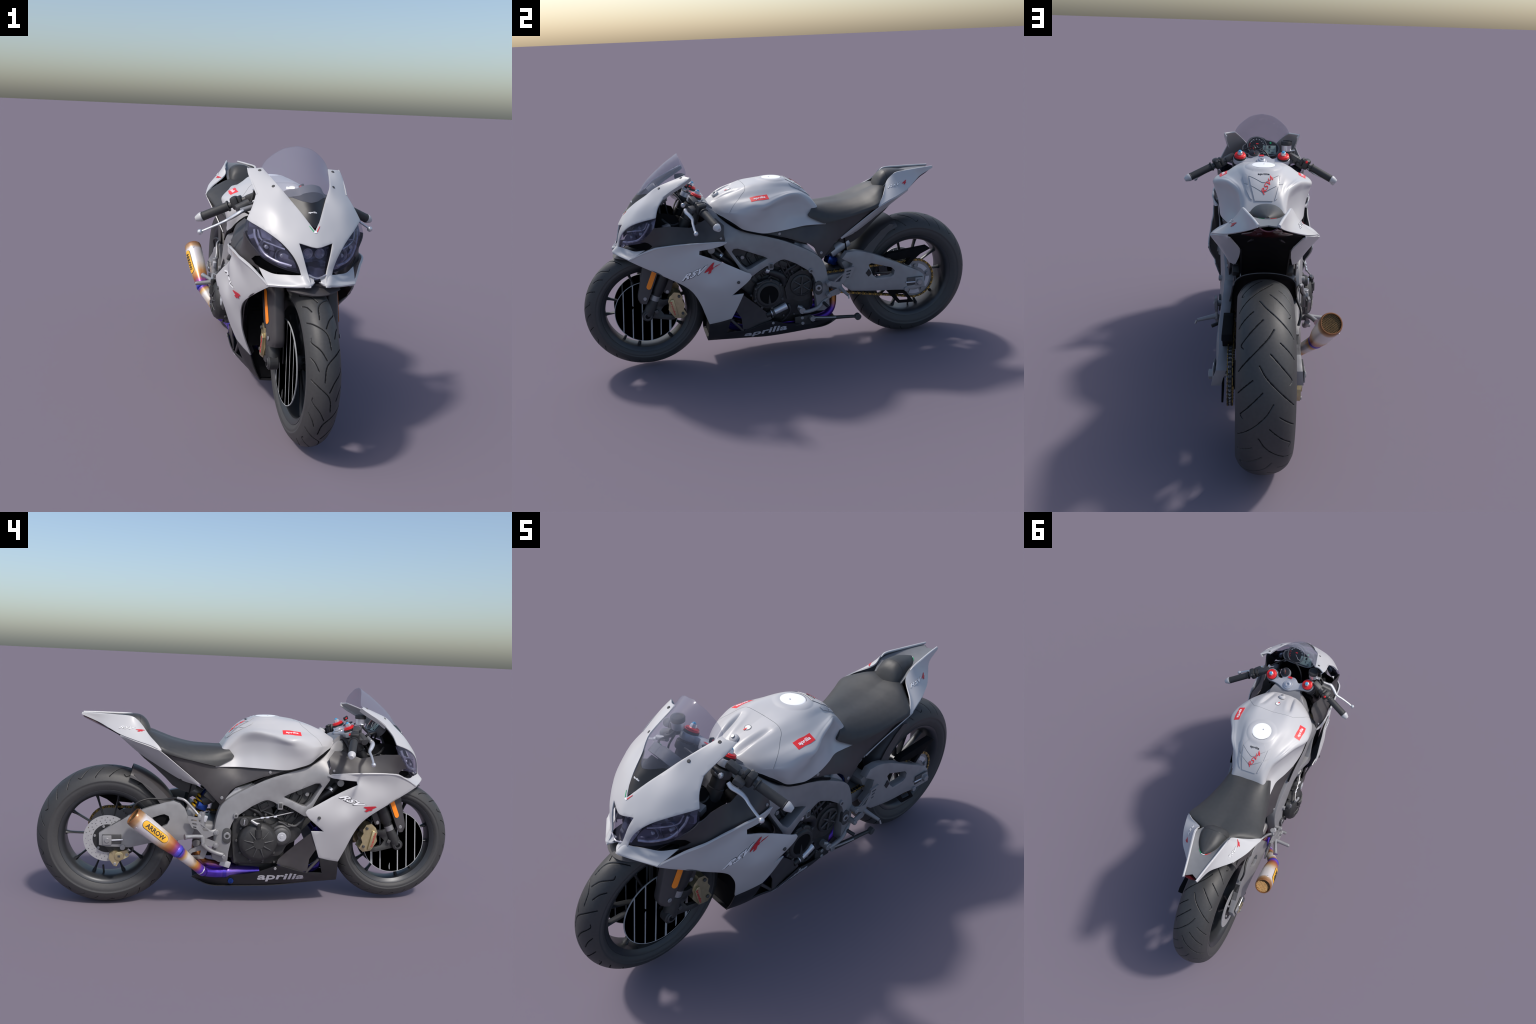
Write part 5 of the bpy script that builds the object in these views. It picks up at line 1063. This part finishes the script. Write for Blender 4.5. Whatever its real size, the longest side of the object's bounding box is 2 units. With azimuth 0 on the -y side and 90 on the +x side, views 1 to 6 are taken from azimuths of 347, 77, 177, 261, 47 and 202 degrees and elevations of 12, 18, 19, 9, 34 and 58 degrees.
tube('water_hose', [(.15, -.115, .472), (.15, -.09, .462), (.148, -.05, .44), (.146, -.037, .42), (.14, -.035, .39)], [.015, .018, .018, .017, .016], M_BLACK, BIKE, 16)
turned('hose_fitting', [(0, .013), (.008, .016), (.016, .016), (.02, .012), (.028, .012)], (.152, -.125, .482), (.15, -.09, .465), M_SILVER, BIKE, 18)
for k in range(3): tube('cable_loom', [(.14, -.06 + .02 * k, .53), (.145, -.045 + .02 * k, .49), (.143, -.03 + .02 * k, .45), (.135, -.01 + .015 * k, .42)], .005, M_BLACK, BIKE, 8)
tube('side_hose', [(.145, -.015, .285), (.15, -.005, .25), (.14, -.03, .21), (.12, -.06, .18)], .006, M_BLACK, BIKE, 8)

# ------------------------------------------------------------------ swing arm, hugger, shock
left = [(.707, .358), (.706, .300), (.604, .291), (.492, .302), (.311, .321), (.278, .345), (.262, .372), (.30, .40), (.322, .46), (.268, .49), (.294, .520), (.34, .522), (.381, .514), (.43, .498), (.497, .469), (.628, .405), (.682, .378)]
lh = [(.405, .445), (.42, .452), (.53, .418), (.546, .400), (.540, .378), (.525, .370), (.445, .373), (.425, .392)]
la = panel('swing_arm', [tuple(p) for p in left], [(.171, .7, .33), (.160, .7, .36), (.168, .55, .30), (.160, .55, .42), (.170, .42, .36), (.150, .40, .50), (.160, .29, .36), (.150, .30, .50)], 0, M_FRAME, BIKE, .034, .03, [lh], False, 1, True, .008)
prism('swing_arm_slot_plate', [(.388, .405), (.403, .383), (.420, .402), (.405, .425)], .1665, .15, M_BLACK, BIKE, bev=0)  # black plate in the arm's face stands in for a slot
right = [(.712, .358), (.711, .305), (.680, .298), (.573, .294), (.482, .316), (.338, .334), (.30, .345), (.285, .38), (.31, .43), (.33, .48), (.352, .502), (.381, .511), (.424, .502), (.511, .471), (.586, .435), (.681, .378)]
rh = [(.476, .432), (.44, .446), (.422, .450), (.402, .442), (.397, .425), (.409, .401), (.435, .389), (.455, .40)]
panel('swing_arm', right, [(-.132, .7, .33), (-.128, .68, .37), (-.134, .55, .31), (-.124, .55, .43), (-.144, .40, .36), (-.132, .38, .50), (-.148, .29, .37), (-.138, .33, .48)], 0, M_FRAME, BIKE, .024, .03, [rh], False, -1, True, .008)
box('swing_arm_bridge', (0, .315, .43), (.25, .05, .10), M_FRAME, BIKE, (.5, 0, 0), .015); box('swing_arm_pivot', (0, .215, .372), (.23, .19, .06), M_FRAME, BIKE, (.05, 0, 0), .015)
for s in (1, -1):
    prism('arm_back', [(.40, .45), (.54, .41), (.54, .37), (.44, .37)], s * .122, s * .118, M_VOID, BIKE, bev=0) if s < 0 else None
    o_ = .012 if s > 0 else -.0225           # the left arm stands further out than the right one
    box('axle_recess_plate', (s * (.157 + o_), .655, .332), (.006, .085, .044), M_ENGINE2, BIKE, (0, 0, 0), .004); box('chain_adjuster', (s * (.158 + o_), .676, .3275), (.010, .042, .046), M_FRAME, BIKE, (0, 0, 0), .004)  # dark plate behind the adjuster imitates a recess, arm is not hollowed
    if s > 0: cyl('rear_axle_nut', (.17, .676, .3275), (.187, .676, .3275), .017, M_FRAME, BIKE, 6)
    cyl('rear_axle', (s * .10, .676, .3275), (s * (.177 + o_ * .9 if s > 0 else .144), .676, .3275), .0115, M_ALU, BIKE, 20)
    tube('adjuster_bolt', [(s * (.160 + o_), .655, .3275), (s * (.160 + o_), .605, .330)], .004, M_SILVER, BIKE, 10); cyl('stand_bobbin', (s * (.14 + o_), .606, .295), (s * (.168 + o_), .606, .295), .012, M_FRAME, BIKE, 18)
# rear caliper under the arm
prism('rear_caliper', [(.665, .262), (.668, .240), (.645, .205), (.632, .203), (.618, .228), (.580, .248), (.575, .262), (.590, .278), (.625, .272), (.645, .275)], -.130, -.088, M_GOLD, BIKE, (), .004, .02)
turned('caliper_piston', [(0, .021), (.008, .020), (.009, .017)], (-.128, .622, .252), (-1, .622, .252), M_GOLD, BIKE, 28); box('piston_mark', (-.1375, .622, .252), (.002, .012, .010), M_ENGINE2, BIKE, (0, 0, 0), .0005)
for p in ((.640, .215), (.587, .258)): cyl('caliper_bolt', (-.125, *p), (-.136, *p), .007, M_ALU, BIKE, 12)
prism('caliper_hanger', [(.70, .31), (.66, .255), (.60, .268), (.56, .30)], -.115, -.104, M_ENGINE, BIKE, bev=.002)
tube('rear_brake_line', [(-.12, .58, .262), (-.13, .562, .28), (-.125, .565, .30)], .005, M_BLACK, BIKE, 8)
tube('rear_brake_line', [(-.12, .57, .46), (-.13, .545, .50), (-.12, .49, .518), (-.12, .42, .516), (-.13, .37, .525), (-.145, .33, .52), (-.15, .28, .47), (-.16, .265, .452)], .0048, M_BLACK, BIKE, 10)
tube('rear_brake_pipe', [(-.135, .365, .527), (-.148, .33, .518), (-.155, .29, .478), (-.165, .268, .455)], .0062, M_ALU, BIKE, 10)
# hugger over the rear tyre
hp = [(x, r) for x, r in cr([(-.117, .303), (-.110, .320), (-.085, .337), (-.045, .3455), (0, .348), (.045, .3455), (.085, .337), (.110, .320), (.117, .303)], 4)]
fender('hugger', 18.5, 78, hp, RW, M_DARK, BIKE, 36, .003, lambda t: .93 + .07 * min(1, t * 2.5))
panel('hugger_side', [(.562, .626), (.54, .630), (.49, .600), (.43, .548), (.385, .50), (.366, .478), (.40, .485), (.437, .492), (.455, .515), (.468, .532), (.50, .562), (.548, .612)], [(.108, .56, .62), (.110, .5, .60), (.116, .42, .54), (.126, .44, .495), (.128, .38, .48), (.115, .50, .565)], 0, M_DARK, BIKE, .004, .02, (), True, 1)
prism('chain_guard', [(.498, .469), (.52, .485), (.732, .502), (.750, .488), (.694, .464), (.659, .437), (.632, .409), (.614, .418), (.641, .453), (.575, .447)], .142, .108, M_VOID, BIKE, bev=.002)
prism('chain_fin', [(.50, .300), (.603, .292), (.661, .211), (.659, .206), (.576, .210), (.558, .229)], .145, .138, M_VOID, BIKE, [[(.556, .264), (.607, .261), (.635, .222), (.585, .225)]], .001)
# shock absorber
sh0, sh1 = V(-.02, .30, .40), V(-.045, .205, .56)
turned('shock_body', [(0, .018), (.01, .024), (.17, .024), (.18, .018)], tuple(sh0), tuple(sh1), M_BLUE, BIKE, 24)
t = np.linspace(0, 1, 120); axd = (sh1 - sh0); e1 = np.cross(axd, V(1, 0, 0)); e1 /= np.linalg.norm(e1); e2 = np.cross(axd, e1); e2 /= np.linalg.norm(e2)
tube('shock_spring', [sh0 + axd * (.12 + .6 * k) + .033 * (math.cos(k * 40) * e1 + math.sin(k * 40) * e2) for k in t], .005, M_SPRING, BIKE, 8, 1)
cyl('shock_reservoir', (-.07, .245, .50), (-.075, .20, .52), .024, M_ENGINE, BIKE, 22); box('shock_cap', (-.06, .25, .475), (.05, .05, .035), M_BLUE, BIKE, (.4, 0, .2), .008)
box('shock_linkage', (.04, .245, .455), (.05, .06, .045), M_BLUE, BIKE, (-.4, 0, .2), .012); cyl('silver_canister', (.06, .235, .50), (.06, .33, .555), .028, M_CLAMP, BIKE, 22)
# ------------------------------------------------------------------ exhaust (right side)
e0, e1_ = V(-.2085, .352, .293), V(-.238, .560, .466)
L_ = float(np.linalg.norm(e1_ - e0))
sil = turned('silencer', [(0, .027), (.004, .0305), (.02, .0305), (.022, .0295), (.04, .033), (.09, .0385), (.16, .0415), (.235, .0425), (L_ - .012, .0425), (L_ - .002, .0405), (L_, .039), (L_, .036), (L_ - .012, .0355)], tuple(e0), tuple(e1_), M_HEAT, BIKE, 56)
# perforated end mesh
ad = (e1_ - e0) / L_; em = e1_ - ad * .008
endm = mat('end_mesh', (.22, .13, .05), .35, .7, 0, .2, 60)
cyl('silencer_baffle', tuple(em - ad * .004), tuple(em), .036, mat('baffle_dark', (.05, .03, .012), .5, .5), BIKE, 40, .0005)
ea = np.cross(ad, V(0, 0, 1)); ea /= np.linalg.norm(ea); eb = np.cross(ad, ea); wires = []
for d_ in ((1, .6), (1, -.6)):
    dv = V(*d_) / math.hypot(*d_); nv = V(-dv[1], dv[0])
    for k in np.linspace(-.033, .033, 13):
        h_ = math.sqrt(max(.0355 ** 2 - k * k, 0)); a = nv * k - dv * h_; b = nv * k + dv * h_
        wires.append(tube('end_mesh', [em + ea * a[0] + eb * a[1], em + ea * b[0] + eb * b[1]], .0011, endm, BIKE, 6))
merge('end_mesh', wires, BIKE, True)
# badge on the outer flank
bn = Vector(np.cross(ad, np.cross(V(-.93, -.18, .30), ad))).normalized(); bu = bn.cross(Vector(-ad)).normalized()
capsule = lambda hl, r, n=9: [(hl + r * math.cos(a), r * math.sin(a)) for a in np.linspace(-pi / 2, pi / 2, n)] + [(-hl + r * math.cos(a), r * math.sin(a)) for a in np.linspace(pi / 2, 3 * pi / 2, n)]
bc = Vector(e0 + ad * .158) + bn * .03
drawn('maker_badge', capsule(.052, .0185), bc, -ad, bu, bn, sil, M_INK, BIKE, .0012, .007); drawn('maker_badge', capsule(.052, .0170), bc, -ad, bu, bn, sil, M_YELLOW, BIKE, .0024, .007)
lettering('lettering', 'ARROW', .105, bc, -ad, bu, bn, sil, M_INK, BIKE, .021, 0, .02, .0036, .007)
for d_ in (.218, ):
    for k in (1, -1): 
        n_ = (Vector(bn) * .55 + bu * k * .9).normalized(); p = Vector(e0 + ad * .232) + n_ * .0415; cyl('silencer_rivet', p, p + n_ * .003, .0045, M_SILVER, BIKE, 12)
lk = V(-.136, .247, .186); lp = e0 + ad * .004
turned('link_pipe', [(0, .0225), (.05, .0225), (float(np.linalg.norm(lp - lk)) - .03, .027), (float(np.linalg.norm(lp - lk)), .027)], tuple(lk), tuple(lp), M_HEAT2, BIKE, 40)
lv = (lp - lk) / np.linalg.norm(lp - lk)
turned('weld_ring', [(-.002, .022), (.0, .0235), (.003, .0235), (.005, .022)], tuple(lk), tuple(lp), M_SILVER, BIKE, 32)
tube('mid_pipe', [lk + lv * .004, lk - lv * .012, lk - lv * .03 + V(.012, 0, .006), V(-.094, .18, .163), V(-.092, .12, .164), V(-.09, .05, .166), V(-.08, -.03, .16)], [.0222, .0228, .0245, .0265, .027, .0265, .026], M_VIOLET, BIKE, 28)
turned('pipe_clamp', [(0, .0275), (.001, .029), (.016, .029), (.017, .0275)], (-.092, .125, .164), (-.092, .2, .164), M_VIOLET, BIKE, 32)
tube('rear_header', [(-.06, .10, .165), (-.085, .17, .195), (-.07, .23, .205), (-.03, .26, .24), (0, .255, .29), (.02, .23, .35)], .021, M_BRONZE, BIKE, 20)
tube('rear_header', [(.05, -.05, .150), (.06, .06, .150), (.05, .18, .150), (.03, .24, .175), (.01, .262, .23), (0, .255, .30), (0, .2, .36)], .021, M_BRONZE, BIKE, 20)
for s in (1, -1): tube('front_header', [(s * .08, -.30, .38), (s * .10, -.345, .31), (s * .10, -.33, .22), (s * .08, -.26, .165), (s * .05, -.15, .145), (s * .04, -.05, .15)], .019, M_VIOLET, BIKE, 18)
box('exhaust_hanger', (-.13, .135, .215), (.010, .05, .03), M_CLAMP, BIKE, (.3, 0, 0), .003)

# ------------------------------------------------------------------ foot controls and stand
HR = [(.321, .443), (.318, .454), (.27, .447), (.268, .429), (.213, .388), (.19, .394), (.178, .382), (.189, .370), (.232, .352), (.191, .335), (.178, .322), (.191, .311), (.24, .319), (.258, .343), (.254, .370), (.274, .393), (.297, .399)]
HH = [[(.260, .417), (.243, .405), (.220, .385), (.245, .385)]] + [[(.278 + .0 * k, .437 - .016 * k), (.302 - .005 * k, .440 - .016 * k), (.302 - .005 * k, .433 - .016 * k), (.278, .430 - .016 * k)] for k in range(3)]
for s in (1, -1):
    prism('foot_rest_hanger', HR, s * .185, s * .176, M_FRAME, BIKE, HH, .0015)
    for p in ((.187, .379), (.187, .319)): cyl('hanger_bolt', (s * .15, *p), (s * .192, *p), .012, M_FRAME, BIKE, 18); cyl('hanger_bolt', (s * .190, *p), (s * .1945, *p), .007, M_ALU, BIKE, 6)
    if s < 0: tube('foot_peg', [(-.180, .250, .358), (-.195, .285, .363), (-.208, .318, .364), (-.2125, .331, .364)], [.010, .009, .010, .013], M_ALU, BIKE, 14)
    else: tube('foot_peg', [(.182, .247, .350), (.21, .252, .345), (.255, .260, .337)], [.011, .009, .007], M_FRAME, BIKE, 14); 
tube('foot_peg_feeler', [(.258, .261, .337), (.264, .262, .322)], .004, M_ALU, BIKE, 8)
tube('foot_peg', [(-.182, .247, .352), (-.215, .248, .348), (-.255, .250, .345), (-.262, .250, .345)], [.011, .010, .009, .006], M_FRAME, BIKE, 14)
tube('brake_pedal', [(-.182, .25, .33), (-.180, .226, .304), (-.178, .19, .284), (-.18, .152, .272)], [.011, .010, .010, .010], M_FRAME, BIKE, 14); cyl('pedal_toe', (-.178, .150, .270), (-.205, .150, .268), .009, M_ALU, BIKE, 14)
cyl('brake_cylinder', (-.168, .250, .398), (-.168, .252, .470), .014, M_ALU, BIKE, 18); box('brake_cylinder_body', (-.17, .262, .446), (.022, .022, .024), M_ALU, BIKE, (.1, 0, 0), .003); cyl('banjo_bolt', (-.16, .262, .452), (-.18, .262, .456), .010, M_ALU, BIKE, 16)
box('light_switch', (-.172, .238, .440), (.016, .018, .03), M_CLAMP, BIKE, (.3, 0, 0), .004)
prism('exhaust_bracket', [(.215, .30), (.24, .315), (.30, .29), (.33, .25), (.325, .24), (.235, .245)], -.150, -.142, M_FRAME, BIKE, [[(.25, .285), (.29, .275), (.305, .258), (.255, .262)]], .001)
tube('gear_lever', [(.150, .195, .298), (.165, .166, .283), (.172, .132, .256), (.172, .088, .244), (.172, .052, .243)], [.010, .009, .0095, .0095, .009], M_FRAME, BIKE, 14); cyl('lever_toe', (.172, .160, .28), (.205, .172, .270), .008, M_BLACK, BIKE, 14)
cyl('gear_pivot', (.13, .05, .25), (.178, .05, .25), .016, M_ALU, BIKE, 18); tube('shift_linkage', [(.165, .05, .262), (.16, .03, .272)], .008, M_ALU, BIKE, 10)
box('stand_plate', (.125, .065, .178), (.012, .085, .05), M_ENGINE, BIKE, (0, 0, 0), .003)
for p in ((.060, .194), (.062, .164)): cyl('stand_bolt', (.12, *p), (.135, *p), .0085, M_ALU, BIKE, 14)
tube('side_stand', [(.138, .105, .186), (.147, .18, .182), (.155, .27, .180), (.160, .338, .176)], [.013, .011, .009, .008], M_ENGINE, BIKE, 14); cyl('stand_foot', (.150, .345, .175), (.172, .347, .173), .017, M_ENGINE2, BIKE, 18); cyl('stand_pivot', (.13, .111, .188), (.152, .111, .188), .014, M_ALU, BIKE, 18)
tube('stand_spring', [(.150, .12, .196), (.156, .18, .190), (.16, .23, .186)], .004, M_ALU, BIKE, 8)
